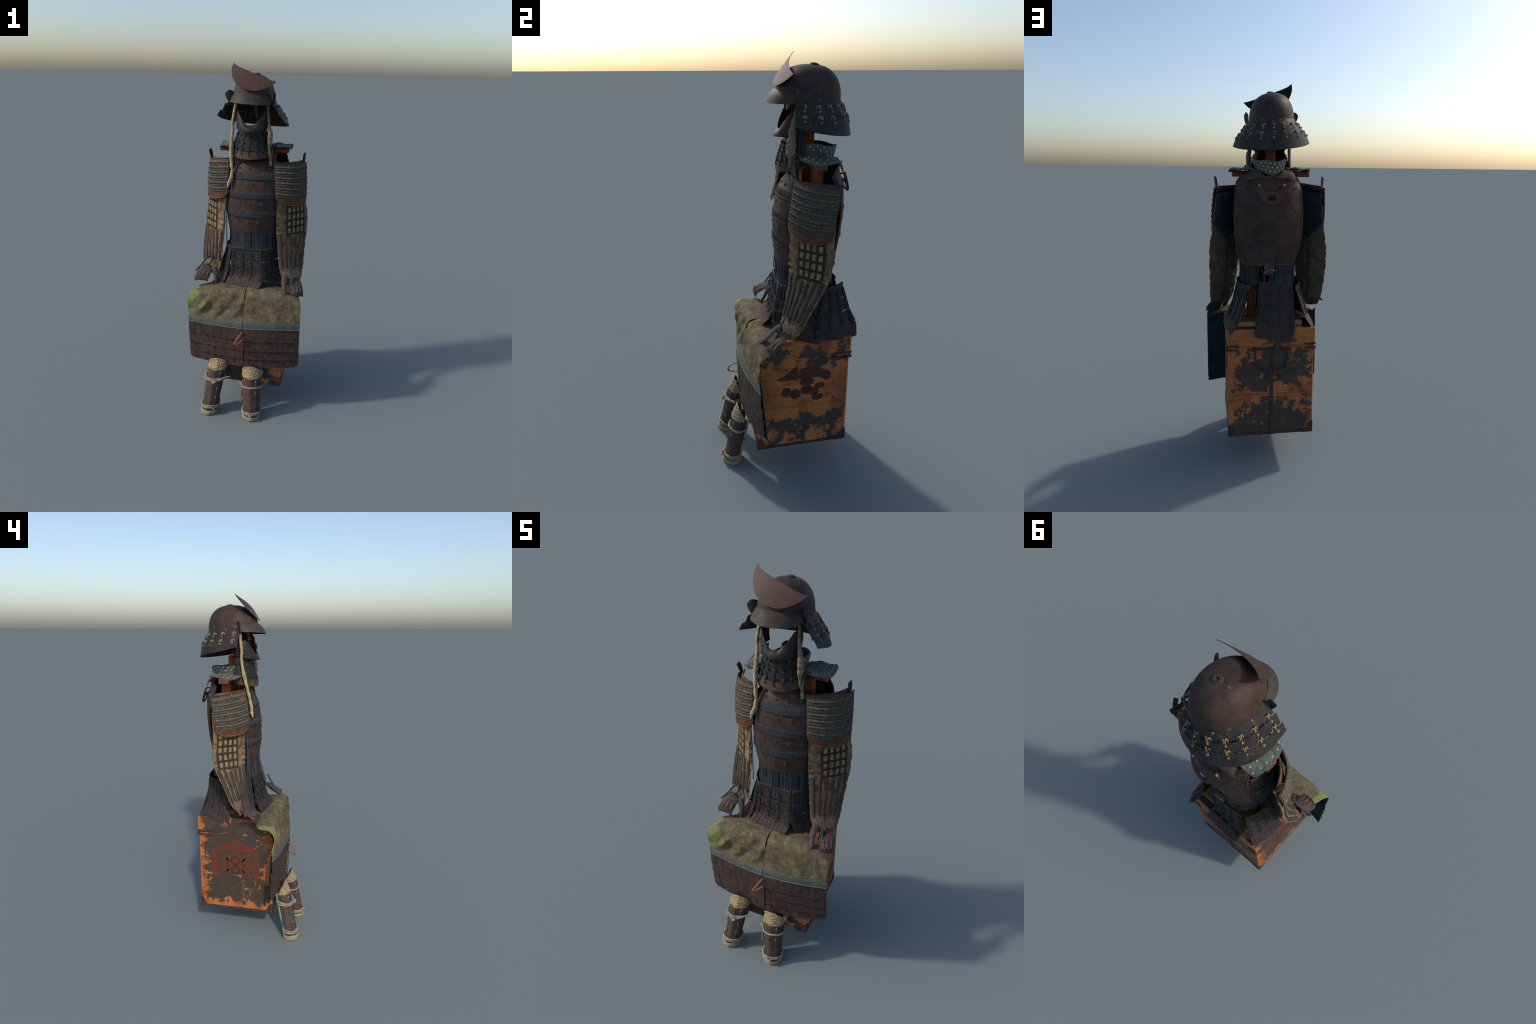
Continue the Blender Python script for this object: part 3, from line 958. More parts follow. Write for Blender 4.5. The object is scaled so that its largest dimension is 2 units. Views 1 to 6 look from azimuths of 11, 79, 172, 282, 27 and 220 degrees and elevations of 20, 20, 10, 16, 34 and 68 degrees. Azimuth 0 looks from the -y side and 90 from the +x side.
    # shoulder yoke and straps
    for s in (-1, 1):
        P = []
        mid = -.006
        for t in np.linspace(0, 1, 24):
            path = smooth_curve([(0, .290, 1.508), (0, .280, 1.530), (0, .256, 1.546), (0, .20, 1.550), (0, .13, 1.545), (0, .085, 1.530)], 24)[int(round(t * 23))]
            w0, w1 = np.interp(t, [0, .25, .5, 1], [.020, .052, .070, .070]), np.interp(t, [0, .2, .5, 1], [.128, .120, .118, .108])
            P.append([V(mid + s * lerp(w0, w1, u), path[1] - .03 * max(0, u - .7), path[2] - .014 * u ** 3) for u in np.linspace(0, 1, 10)])
        sheet_obj('shoulder_strap', P, .005, [M['yoke'], M['lining'], M['rim_red']], body, ref=V(0, .18, 1.4))
        for dx in (-.008, .008):
            tube('toggle_cord', [(mid + s * (.094 + dx), .085, 1.53), (mid + s * (.092 + dx), .078, 1.505), (mid + s * (.084 + dx), .058, 1.455)], .0028, M['navy'], body, 12, 6)
        tube('toggle', [(mid + s * .112, .080, 1.503), (mid + s * .072, .080, 1.506)], [.0035, .0065, .0035], M['toggle'], body, 12, 8)
        tube('shoulder_cord', [(mid + s * .118, .105, 1.560), (mid + s * .113, .074, 1.568), (mid + s * .110, .055, 1.535), (mid + s * .108, .052, 1.50), (mid + s * .106, .070, 1.47)], .0038, M['cord'], body, 24, 6)
    return body


def collar(body):
    # standing quilted collar
    P = []
    th = np.radians(np.linspace(-118, 118, 60))
    for s in np.linspace(0, 1, 12):
        row = []
        for t in th:
            back = max(0, math.cos(t))
            rx, ry = lerp(.086, .074, s), lerp(.120, .104, s)
            z = lerp(1.606 - .014 * back, 1.548 - .028 * back ** 3, s)
            row.append(V(-.009 + rx * math.sin(t), .166 + ry * math.cos(t), z + .003 * math.sin(5 * t)))
        P.append(row)
    P = np.array(P)
    cl = sheet_obj('collar', P, .006, [M['collar'], M['lining'], M['collar']], body, ref=V(-.009, .166, 1.57))
    n = toward(P, grid_normals(P), V(-.009, .166, 1.57))
    dots = []
    dot = block_data((-.0042, -.0042, -.001), (.0042, .0042, .0016), .001)
    for r, row in enumerate((2, 5, 8)):
        for i in np.arange(3 + (r % 2) * 2, 58, 4.0):
            i = int(i)
            if row == 8 and abs(i - 29.5) > 14:
                continue
            dots.append(moved(dot, frame_matrix(P[row, i] + n[row, i] * .0005, n[row, i], (0, 0, 1))))
    join('collar_dots', dots, M['white'], cl)
    # shoulder pads lying on the crossbar ends
    for s in (-1, 1):
        P = []
        for a in np.linspace(0, 1, 14):
            row = []
            for b in np.linspace(0, 1, 16):
                round_ = .045 * (abs(2 * b - 1) ** 4)
                x = lerp(.085, .207 if s > 0 else .206, a * (1 - round_ * 3))
                y = lerp(.088, .252, b) + (.0 if s > 0 else -.004)
                z = 1.553 + .004 * math.sin(2.4 * a + 1.2) - .004 * a + .004 * math.sin(4.2 * b + s) + .007 * a * math.cos(6 * b + 1) + .003 * math.sin(9 * a + 5 * b)
                row.append(V(-.008 + s * x, y, z))
            P.append(row)
        P = np.array(P)
        pad = sheet_obj('shoulder_pad', P, .006, [M['collar'], M['navy'], M['collar']], body, ref=V(0, .17, 1.3))
        n = toward(P, grid_normals(P), V(0, .17, 1.3))
        dots = []
        for r, a in enumerate(range(2, 13, 3)):
            for b in range(1 + r % 2, 15, 3):
                dots.append(moved(dot, frame_matrix(P[a, b] + n[a, b] * .0005, n[a, b], (1, 1, 0), .8)))
        join('pad_dots', dots, M['white'], pad)


def lacing_curtain(body):
    """Flat vertical cords between cuirass and skirt, torn away at one spot behind."""
    rng = random.Random(5)
    a, b, idx = [], [], []
    N = 150
    pieces = []
    for i in range(N):
        th = -math.pi + 2 * math.pi * i / N
        p0 = do_point(th, 1.082, -.004)
        x = p0[0]
        if p0[1] > .25 and .012 < x < .108 and i % 4:
            continue
        p1 = do_point(th, 1.07, .0)
        rear = np.clip((p1[1] - .12) / .14, 0, 1)
        low = V(p1[0] * (1 - .10 * rear), p1[1] + .020 * rear, .962 + rng.uniform(-.004, .004))
        gap = p0[1] > .25 and .0 < x < .12
        sway = rng.uniform(-.02, .02) if gap else rng.uniform(-.0015, .0015)
        nrm = V(p0[0] + .004, (p0[1] - .15), 0)
        nrm /= np.linalg.norm(nrm)
        mid = lerp(p0, low, .5) - nrm * (.004 + rng.uniform(-.003, .003)) + V(sway, 0, 0)
        side = np.cross(nrm, V(0, 0, 1))
        w, t = .0044, .0016
        c = smooth_curve([p0, mid, low + V(sway * 1.3, 0, 0)], 7)
        vs = []
        for q in c:
            for e, g in ((-1, -1), (-.6, 1), (.6, 1), (1, -1)):
                vs.append(q + side * w * e + nrm * t * g)
        fs = [(k * 4 + m, k * 4 + (m + 1) % 4, k * 4 + 4 + (m + 1) % 4, k * 4 + 4 + m) for k in range(6) for m in range(4)]
        pieces.append((vs, fs))
        idx.append(0 if rng.random() < .6 else 1)
    join('lacing_curtain', pieces, [M['navy'], M['navy_b']], body, idx)


def skirt(body):
    """Seven hanging panels of four laced lames."""
    panels = [
        # (edge A going down, edge B going down, bulge, first lame edged in blue)
        ([(-.113, .024, .972), (-.118, .008, .88), (-.122, -.003, .818), (-.142, -.042, .764)],
         [(.064, .018, .968), (.075, -.008, .88), (.082, -.028, .818), (.072, -.074, .768)], .003),
        ([(.068, .020, .968), (.081, -.005, .88), (.089, -.024, .812), (.118, -.034, .752)],
         [(.146, .100, .968), (.162, .085, .88), (.177, .072, .815), (.20, .055, .752)], .006),
        ([(.149, .095, .968), (.168, .09, .88), (.186, .075, .81), (.218, .060, .755)],
         [(.147, .200, .968), (.168, .20, .88), (.190, .19, .80), (.226, .170, .722)], .006),
        ([(.155, .19, .965), (.178, .18, .88), (.200, .157, .809), (.232, .150, .745)],
         [(.098, .309, .967), (.121, .324, .905), (.143, .34, .843), (.168, .361, .792), (.202, .356, .735)], .012),
        ([(.056, .286, .978), (.062, .293, .9), (.066, .300, .815), (.073, .322, .785), (.082, .350, .712)],
         [(-.119, .280, .967), (-.125, .286, .9), (-.130, .292, .80), (-.128, .325, .745), (-.108, .350, .676)], .001),
        ([(-.134, .272, .955), (-.152, .280, .895), (-.165, .290, .85), (-.179, .302, .809), (-.216, .318, .750)],
         [(-.172, .14, .955), (-.188, .14, .89), (-.200, .133, .85), (-.215, .13, .80), (-.247, .130, .731)], .012),
        ([(-.166, .138, .968), (-.183, .13, .88), (-.196, .12, .815), (-.222, .11, .752)],
         [(-.117, .030, .968), (-.128, .018, .88), (-.136, .008, .815), (-.160, -.018, .762)], .008),
    ]
    rng = random.Random(11)
    kn = proto('lacing_knot', blob_mesh('k', (.0038, .0045, .003)), M['navy'])
    for pi, (A, B, bulge) in enumerate(panels):
        a, b = smooth_curve(A, 60), smooth_curve(B, 60)
        # parametrise by length so the lame rows line up
        rows = ((0, .225), (.228, .465), (.472, .725), (.715, 1.0))
        if pi == 4:
            rows = ((0, .19), (.195, .42), (.425, .665), (.735, 1.0))
        first = None
        grids = []
        for k, (s0, s1) in enumerate(rows):
            n_sc = max(6, int(np.linalg.norm(a[0] - b[0]) / .0195))
            nu = n_sc * 6 + 1
            P = []
            for s in np.linspace(s0, s1, 7):
                pa = V(*[np.interp(s * 59, range(60), a[:, c]) for c in range(3)])
                pb = V(*[np.interp(s * 59, range(60), b[:, c]) for c in range(3)])
                out = V(pa[1] - pb[1], pb[0] - pa[0], 0)
                out /= np.linalg.norm(out) + 1e-9
                if out @ ((pa + pb) / 2 - BODY * V(1, 1, 0) - V(0, 0, (pa + pb)[2] / 2)) < 0:
                    out = -out
                v_ = (s - s0) / (s1 - s0)
                row = []
                for j, u in enumerate(np.linspace(0, 1, nu)):
                    ph = (j % 6) / 6
                    scale_relief = .0006 * ph - (.0009 if j % 6 == 0 else 0)
                    rnd = (.006 if k == 3 else .002) * max(0, abs(2 * u - 1) - .90) / .10
                    p = lerp(pa, pb, u) + out * (bulge * 4 * u * (1 - u) + scale_relief + ((.0035 if k < 3 else .002) * (1 - v_) - .003 * v_) * (1. if pi < 2 else .25))
                    p = p + V(0, 0, .0010 * math.sin(j * 2.1 + k) + rnd * (1 - 2 * v_) * -1 * (1 if v_ in (0, 1) else 0))
                    row.append(p)
                P.append(row)
            P = np.array(P)
            nm = 'skirt_panel' if k == 0 else 'skirt_lame'
            ob = sheet_obj(nm, P, .0035, [M['skirt'], M['lame'], M['skirt']], body if k == 0 else first, ref=BODY + V(0, 0, .86), angle=25)
            if k == 0:
                first = ob
            # pale dust line in the groove between every two scales
            nn = toward(P, grid_normals(P), BODY + V(0, 0, .86))
            if k > 0 or pi in (3, 4, 5):
                lines = []
                for j in range(6, nu - 1, 6):
                    if rng.random() < .55:
                        q = P[:, j] + nn[:, j] * .0004
                        lines.append(tube_data(q, .0007, 0, 4))
                if lines and pi >= 2 and pi <= 5:
                    join('groove_dust', lines, M['lame_line'], ob)
            grids.append((P, nn))
        P, nn = grids[0]
        tube('edge_cord', P[0] + nn[0] * .002, .0036, M['navy_b'], first, 0, 6)
        tube('edge_lacing', P[0] + nn[0] * .001 + V(0, 0, .005), .0020, M['leather'], first, 0, 6)
        # cords bridging the lames
        cords = []
        cols = (.06, .36, .64, .94)
        for k in range(3):
            P, nn = grids[k]
            Q, nq = grids[k + 1]
            for u in cols:
                for dx in (-.0045, .0045):
                    if rng.random() < .06:
                        continue
                    i = int(u * (P.shape[1] - 1))
                    i2 = int(u * (Q.shape[1] - 1))
                    side = np.cross(nn[3, i], V(0, 0, 1))
                    side /= np.linalg.norm(side)
                    p0 = P[2, i] + nn[2, i] * .002 + side * dx
                    p1 = P[-1, i] + nn[-1, i] * .003 + side * dx
                    p2 = Q[1, i2] + nq[1, i2] * .0025 + side * dx * 1.5
                    cords.append(tube_data([p0, p1, p2], .0044, 9, 6, flat=.40, wide=side))
                place('lacing_knot', kn, Q[1, i2] + nq[1, i2] * .003, nq[1, i2], (0, 0, 1), first, .8 + .4 * rng.random())
        join('lacing_cords', cords, M['navy'], first)
    # a few frayed cords dangling in the torn gap
    pcs = []
    for i in range(6):
        x = .03 + .012 * i
        pcs.append(tube_data([(x, .285, .95), (x + rng.uniform(-.01, .01), .29, .90), (x + rng.uniform(-.015, .015), .285, rng.uniform(.83, .87))], .0022, 10, 5))
    join('frayed_cords', pcs, M['navy_b'], body)


# ---- shoulder guards and sleeves: corner points by side
SODE = {
    +1: dict(tf=V(.110, .069, 1.466), tb=V(.274, .226, 1.452), bf=V(.130, .037, 1.256), bb=V(.287, .186, 1.234), out=V(.70, -.71, 0)),
    -1: dict(tf=V(-.137, .062, 1.482), tb=V(-.290, .215, 1.452), bf=V(-.139, .036, 1.272), bb=V(-.296, .188, 1.248), out=V(-.70, -.71, 0)),
}
SLEEVE = {   # height: front x,y / rear x,y
    +1: [(1.43, .135, .085, .262, .215), (1.33, .134, .055, .276, .205), (1.24, .137, .043, .290, .196), (1.15, .139, .042, .300, .190), (1.08, .142, .042, .303, .182), (1.00, .150, .036, .301, .146), (.93, .160, .022, .300, .105), (.86, .173, .003, .299, .072), (.825, .188, -.010, .300, .050), (.80, .205, -.020, .296, .026)],
    -1: [(1.43, -.160, .085, -.275, .215), (1.33, -.160, .062, -.285, .208), (1.24, -.162, .056, -.298, .200), (1.15, -.166, .056, -.309, .205), (1.06, -.169, .055, -.315, .190), (1.00, -.173, .052, -.318, .160), (.94, -.178, .047, -.318, .132), (.88, -.182, .042, -.315, .108), (.845, -.186, .036, -.312, .092), (.815, -.205, .022, -.308, .055)],
}


def shoulder_guard(side):
    d = SODE[side]

    def S(u, v, grow=0.):
        p = lerp(lerp(d['tf'], d['tb'], u), lerp(d['bf'], d['bb'], u), v)
        bul = .040 * max(0, 4 * u * (1 - u)) ** .85
        low = .016 * math.sin(math.pi * u) * max(0, v - .6) / .4 if v > .6 else 0
        return p + d['out'] * (bul + grow + .006 * math.sin(math.pi * v)) - V(0, 0, low)
    ctr = S(.5, .5) - d['out'] * .3

    def patch(u0, u1, v0, v1, nu, nv, relief=None, grow=0.):
        return np.array([[S(lerp(u0, u1, i / (nu - 1)), lerp(v0, v1, j / (nv - 1)), grow + (relief(i / (nu - 1), j / (nv - 1)) if relief else 0)) for i in range(nu)] for j in range(nv)])
    g = sheet_obj('shoulder_guard', patch(0, 1, 0, .88, 40, 24), .006, [M['gap'], M['lining'], M['leather']], armor, ref=ctr)
    tube('top_rim', [S(u, -.008, .002) for u in np.linspace(-.01, 1.01, 40)], .0036, M['leather'], g, 0, 6)
    for u in (0, 1):
        tube('side_binding', [S(u, v, -.001) for v in np.linspace(0, .9, 20)], .0028, M['leather'], g, 0, 6)
    rows = 6
    v0, v1 = .075, .885
    p = (v1 - v0) / rows
    rng = random.Random(20 + side)
    for r in range(rows):
        a = v0 + r * p
        nu = 301
        ph = rng.random() * 6

        def ribs(u, v):
            return .0018 + .0050 * math.sin(math.pi * v) ** .6 * (1 + .30 * math.sin(u * 200 * 2 + ph)) + .0014 * math.sin(u * 19 + r * 2) * math.sin(u * 7 + ph)
        sheet_obj('lacing_band', patch(.004, .996, a, a + p * .40, nu, 6, ribs), .004, M['teal'], g, ref=ctr)
        tube('lacing_line', [S(u, a + p * .44, .0022) for u in np.linspace(.002, .998, 50)], .0014, M['red_line'], g, 0, 5)

        def beads(u, v):
            return .0002 + .0068 * (math.sin(math.pi * v) ** .7) * (abs(math.sin(u * 23 * math.pi + ph)) ** .9)
        sheet_obj('bead_row', patch(.004, .996, a + p * .49, a + p * .74, 241, 6, beads), .004, M['teal'], g, ref=ctr)
    # plain leather bottom plate with rounded corners
    P = []
    for j in range(10):
        row = []
        for i in range(50):
            u, v = i / 49, j / 9
            cut = .10 * v ** 4
            uu = lerp(cut, 1 - cut, u)
            row.append(S(uu, lerp(.872, 1.0, v), .0035 + .002 * v))
        P.append(row)
    P = np.array(P)
    pl = sheet_obj('bottom_plate', P, .005, [M['leather'], M['lining'], M['leather_edge']], g, ref=ctr)
    tube('bottom_rim', P[-1], .0028, M['leather_edge'], pl, 0, 6)
    # folded top plate behind, with a cord toggle at the rear corner
    P = np.array([[S(u, lerp(-.075 * max(0, u - .05), .06, v), -.022 + .006 * v) for u in np.linspace(.12, .97, 24)] for v in np.linspace(0, 1, 6)])
    sheet_obj('top_plate', P, .004, M['yoke'], g, ref=ctr)
    tp = V(.266, .186, 1.505) if side > 0 else V(-.286, .184, 1.507)
    c0 = S(.93, .01, -.014)
    for k in range(3):
        o = V(.004 * (k - 1), .004 * (k - 1), .004 * k)
        tube('toggle_cord', [c0 + o * .5, lerp(c0, tp, .5) + o, tp + o], .0038, M['toggle'] if k != 1 else M['navy'], g, 8, 6, jitter=.3)
    return g


def sleeve(side, chest_line=None):
    tab = SLEEVE[side]
    out0 = V(side * .70, -.71, 0)

    def ends(z):
        a, b, c, d_ = interp(z, tab)
        return V(a, b, z), V(c, d_, z)

    def S(u, z, grow=0.):
        f, b = ends(z)
        o = V((f - b)[1], (b - f)[0], 0)
        o /= np.linalg.norm(o)
        if o @ out0 < 0:
            o = -o
        k = float(np.interp(z, [.80, .9, 1.05, 1.3, 1.43], [.014, .014, .018, .022, .03]))
        return lerp(f, b, u) + o * (k * max(0, 4 * u * (1 - u)) ** .8 + grow), o
    ctr = S(.5, 1.05)[0] - out0 * .25
    zs = np.linspace(1.43, .80, 90)
    us = np.linspace(0, 1, 44)
    P = np.array([[S(u, z)[0] for u in us] for z in zs])
    n = toward(P, grid_normals(P), ctr)
    nz = fbm(P, 40, 31 + side)
    edge = np.clip(1 - np.minimum(us, 1 - us) / .10, 0, 1)[None, :]
    wr = np.exp(-((P[..., 2] - 1.09) / .035) ** 2) * np.clip(1 - us / .3, 0, 1)[None, :]
    P = P + n * (.0018 * nz + .005 * nz * edge + .006 * wr * np.sin(P[..., 2] * 190))[..., None]
    tear = fbm(P * V(1, 1, 1), 60, 40 + side)
    f2b = (P[:, -1:] - P[:, :1])
    P[:, :1] += f2b[:, :1] * (.018 * tear[:, :1])[..., None]
    P[:, -1:] += f2b[:, :1] * (.018 * tear[:, -1:])[..., None]
    v, f, r = sheet(P, .0035, False, ctr)
    # wrist zone is frayed brown cloth
    zc = np.array([v[list(q)][:, 2].mean() for q in f])
    idx = [1 if a == 1 else (2 if zz < .862 else 0) for a, zz in zip(r, zc)]
    sl = build('sleeve', v, f, [M['tan'], M['olive'], M['wrist']], armor, idx)
    # inner half: indigo wedge above, olive hemp below, laced seam
    Pi = []
    for z in np.linspace(1.43, .82, 150):
        row = []
        for u in np.linspace(0, 1, 81):
            f_, b_ = ends(z)
            o = S(.5, z)[1]
            k = float(np.interp(z, [.80, .9, 1.1, 1.2, 1.3, 1.43], [.010, .012, .012, .010, .008, .006]))
            row.append(lerp(f_, b_, lerp(.02, .985, u)) - o * (k * (4 * u * (1 - u)) ** .7 + .004))
        Pi.append(row)
    Pi = np.array(Pi)
    Pi += (fbm(Pi, 30, 51 + side)[..., None]) * .006 * (-out0)
    v, f, r = sheet(Pi, .003, False, ctr + out0 * .5)
    idx = []
    for q, a in zip(f, r):
        m = v[list(q)].mean(0)
        fr, bk = ends(min(1.43, max(.8, m[2])))
        u = np.clip(((m - fr) @ (bk - fr)) / ((bk - fr) @ (bk - fr)), 0, 1)
        wedge = 1.185 + .16 * abs(u - .5) * 1.1 + .004 * math.sin(u * 40)
        idx.append(1 if m[2] > wedge else 0)
    inner = build('sleeve_lining', v, f, [M['olive'], M['lining']], sl, idx)
    seam = np.array([Pi[j, 40] - out0 * .002 for j in range(60, 146, 2)])
    tube('sleeve_seam', seam, .0032, M['navy'], inner, 0, 6, jitter=.5)
    # mail lattice with pale plates between
    links, cells = [], []
    lk = torus_data(.0025, .0010, 8, 4)
    cols = np.linspace(.28, .84, 5) if side > 0 else np.linspace(.24, .82, 5)[::1]
    if side < 0:
        cols = np.linspace(.30, .88, 5)
    zrows = np.linspace(1.262, 1.062, 6)
    bend = lambda z: 0.
    rng = random.Random(60 + side)

    def add_link(u, z, rot):
        p, o = S(u, z, .0028)
        links.append(moved(lk, frame_matrix(p, o + V(0, 0, rng.uniform(-.4, .4)), (rng.uniform(-.3, .3), 0, 1))))
    for u in cols:
        for dz in np.arange(1.27, 1.058, -.0054):
            w = .006 * math.sin(dz * 40 + u * 9)
            for du in (-.013, .013):
                add_link(u + du + w, dz, 0)
    for z in zrows:
        for u in np.arange(cols[0], cols[-1], .026):
            for dz in (-.0027, .0027):
                add_link(u, z + dz + .002 * math.sin(u * 30), 1)
    join('chain_mail', links, M['mail'], sl)
    for i in range(4):
        for j in range(5):
            u0, u1 = cols[i] + .027, cols[i + 1] - .027
            z0, z1 = zrows[j] - .0065, zrows[j + 1] + .0065
            Pc = np.array([[S(lerp(u0, u1, a), lerp(z0, z1, b), .0030 + .0012 * math.sin(math.pi * a) * math.sin(math.pi * b))[0] for a in np.linspace(0, 1, 5)] for b in np.linspace(0, 1, 5)])
            sheet_obj('mail_plate', Pc, .0022, M['tan_cell'], sl, ref=ctr)
    # forearm splints
    for i, u in enumerate(np.linspace(.09, .90, 6) if side > 0 else np.linspace(.09, .92, 6)):
        top = 1.052 + .008 * math.sin(i * 1.7)
        bot = .868 + (.0 if side > 0 else .004) + .008 * math.sin(i * 2.3)
        Pc = []
        for z in np.linspace(top, bot, 24):
            fr, bk = ends(z)
            L = np.linalg.norm(bk - fr)
            hw = .0096 / L
            e = min(1, (top - z) / .008, (z - bot) / .008) if z not in (top, bot) else 0
            e = max(.35, e)
            Pc.append([S(u + (hw * e) * a, z, .0015 + .0048 * math.sqrt(max(0, 1 - a * a)))[0] for a in np.linspace(-1, 1, 9)])
        sheet_obj('splint', np.array(Pc), .003, M['splint'], sl, ref=ctr)
    # frayed tufts at the cloth edges
    pcs = []
    for k in range(22):
        z = rng.uniform(.83, 1.24)
        u = rng.choice((0.0, 1.0))
        p, o = S(u, z)
        fr, bk = ends(z)
        dirn = (bk - fr) / np.linalg.norm(bk - fr) * (1 if u else -1)
        p = p - dirn * .006
        pcs.append(tube_data([p, p + dirn * .004 + o * .003, p + dirn * rng.uniform(.005, .010) + V(0, 0, rng.uniform(-.006, .004))], [.0030, .0028, .0014], 5, 5))
    join('frayed_edge', pcs, M['wrist'], sl)
    return sl


def hand(side, sl):
    if side > 0:
        W, K = V(.258, .008, .812), V(.287, -.066, .752)
        wv = V(.96, .20, .16)
        hw0, hw1 = .030, .038
        thumb = [(.214, -.012, .835), (.208, -.038, .815), (.211, -.062, .79), (.217, -.085, .772), (.221, -.106, .758)]
        tdir = V(.0, -.6, .8)
    else:
        W, K = V(-.276, .048, .832), V(-.283, -.036, .786)
        wv = V(.99, -.05, .10)
        hw0, hw1 = .036, .047
        thumb = [(-.222, .030, .832), (-.216, .014, .815), (-.208, .0, .797), (-.203, -.014, .776), (-.199, -.028, .754)]
        tdir = V(.25, -.6, .75)
    f = (K - W) / np.linalg.norm(K - W)
    wv = wv - f * (wv @ f)
    wv /= np.linalg.norm(wv)
    up = np.cross(wv, f)
    if up[2] < 0:
        up = -up
    ctr = W - up * .3

    def H(a, t, g=0.):
        hw = float(np.interp(t, [0, .3, .8, 1.15, 1.5], [hw0 * .8, hw1, hw1, hw1 * .95, hw1 * .9]))
        L = np.linalg.norm(K - W)
        fold = max(0, t - 1.0)
        return W + f * (L * min(t, 1.0) + .018 * math.sin(min(fold, .6) * 2.4)) + wv * hw * a + up * (.016 * (1 - a * a) + g - .030 * fold * 1.4 + .004)
    P = []
    ts = np.linspace(0, 1.05, 26)
    for t in ts:
        row = []
        for a in np.linspace(-1, 1, 41):
            ridge = 0
            if t > .52:
                ridge = .0042 * max(0, math.cos((a + 1) * 4 * math.pi + math.pi)) * min(1, (t - .52) / .12)
            step = .003 if .46 < t < .52 else 0
            row.append(H(a, t, ridge + step))
        P.append(row)
    h = sheet_obj('hand_guard', np.array(P), .004, [M['hand'], M['lining'], M['hand']], sl, ref=ctr)
    d = torus_data(.006, .0012, 18, 6)
    build('hand_boss', *moved(d, frame_matrix(H(.05, .3, .001), up, f)), M['hand'], h)
    P = []
    for t in np.linspace(1.02, 1.62, 10):
        P.append([H(a, t, .007 + .0025 * abs(math.cos(a * 2 * math.pi))) for a in np.linspace(-.98, .98, 25)])
    sheet_obj('finger_guard', np.array(P), .006, [M['hand'], M['lining'], M['hand']], h, ref=ctr)
    for k in range(3):
        a = -.45 + .45 * k
        place('stitch', STITCH, H(a, 1.06, .011), up - f * -.4, wv, h)
    # thumb plate
    c = smooth_curve(thumb, 16)
    P = []
    for i, q in enumerate(c):
        s = i / 15
        t_ = c[min(i + 1, 15)] - c[max(i - 1, 0)]
        t_ /= np.linalg.norm(t_)
        sd = np.cross(t_, tdir)
        sd /= np.linalg.norm(sd)
        nn = np.cross(sd, t_)
        if nn @ tdir < 0:
            nn = -nn
        w = float(np.interp(s, [0, .25, .5, .8, 1], [.014, .018, .013, .013, .006]))
        P.append([q + sd * w * a + nn * .007 * (1 - a * a) for a in np.linspace(-1, 1, 11)])
    sheet_obj('thumb_guard', np.array(P), .004, [M['hand'], M['lining'], M['hand']], h, ref=c[8] - tdir)
    # glove cloth below
    P = np.array([[H(a * .92, t, -.022 * (1 - a * a) - .006) for a in np.linspace(-1, 1, 13)] for t in np.linspace(-.15, 1.2, 10)])
    P += fbm(P, 30, 77)[..., None] * .003
    sheet_obj('glove_cloth', P, .003, [M['lining'], M['wrist'], M['wrist']], h, ref=W + up * .3)
    # looped indigo tie
    if side > 0:
        loop = [(.258, -.030, .772), (.243, -.020, .800), (.232, -.004, .845), (.230, .012, .874), (.235, .014, .882), (.242, .008, .872), (.247, -.018, .820), (.252, -.035, .785), (.258, -.040, .772), (.252, -.028, .79), (.243, -.012, .82), (.240, -.004, .845), (.237, -.018, .80), (.240, -.045, .766), (.247, -.055, .758)]
    else:
        loop = [(-.336, .034, .802), (-.322, .036, .815), (-.295, .050, .845), (-.272, .058, .873), (-.256, .063, .888), (-.243, .060, .888), (-.240, .050, .868), (-.258, .046, .845), (-.285, .040, .83), (-.315, .032, .812), (-.338, .032, .801), (-.300, .046, .842), (-.268, .060, .886), (-.240, .060, .892), (-.228, .045, .862), (-.212, .026, .825), (-.192, .010, .800)]
    loop = [V(*q) + (V(.006, -.014, .004) if side > 0 else V(-.003, -.016, .006)) for q in loop]
    tube('indigo_tie', loop, .0030, M['cord'], h, 120, 7)
    return h


STITCH = proto('stitch', blob_mesh('s', (.0012, .0045, .0012), 6, 5), M['rivet'])


def side_cords(sl):
    tube('indigo_tie', [(-.162, .050, 1.232), (-.160, .044, 1.19), (-.166, .040, 1.14), (-.170, .040, 1.07), (-.172, .038, 1.01)], .0027, M['cord'], sl, 30, 6)
    tube('indigo_tie', [(-.160, .050, 1.235), (-.152, .042, 1.17), (-.154, .040, 1.10), (-.150, .036, 1.03), (-.148, .030, .975)], .0027, M['cord'], sl, 30, 6)
    tube('indigo_tie', [(-.158, .050, 1.20), (-.166, .038, 1.165), (-.150, .038, 1.14), (-.163, .038, 1.11)], .0024, M['cord'], sl, 24, 6)


# ---- thigh guard
def thigh_y(x, z):
    """Front surface of the hanging thigh guard."""
    t = (z - .298) / .27
    seam = lerp(-.164, -.174, t)
    if x < -.003:
        k = min(1.05, (-.003 - x) / .335)
        end = lerp(-.122, -.137, t)
    else:
        k = min(1.05, (x + .003) / .322)
        end = lerp(-.101, -.125, t)
    return seam + (end - seam) * k ** (1.55 if x < 0 else 1.9)


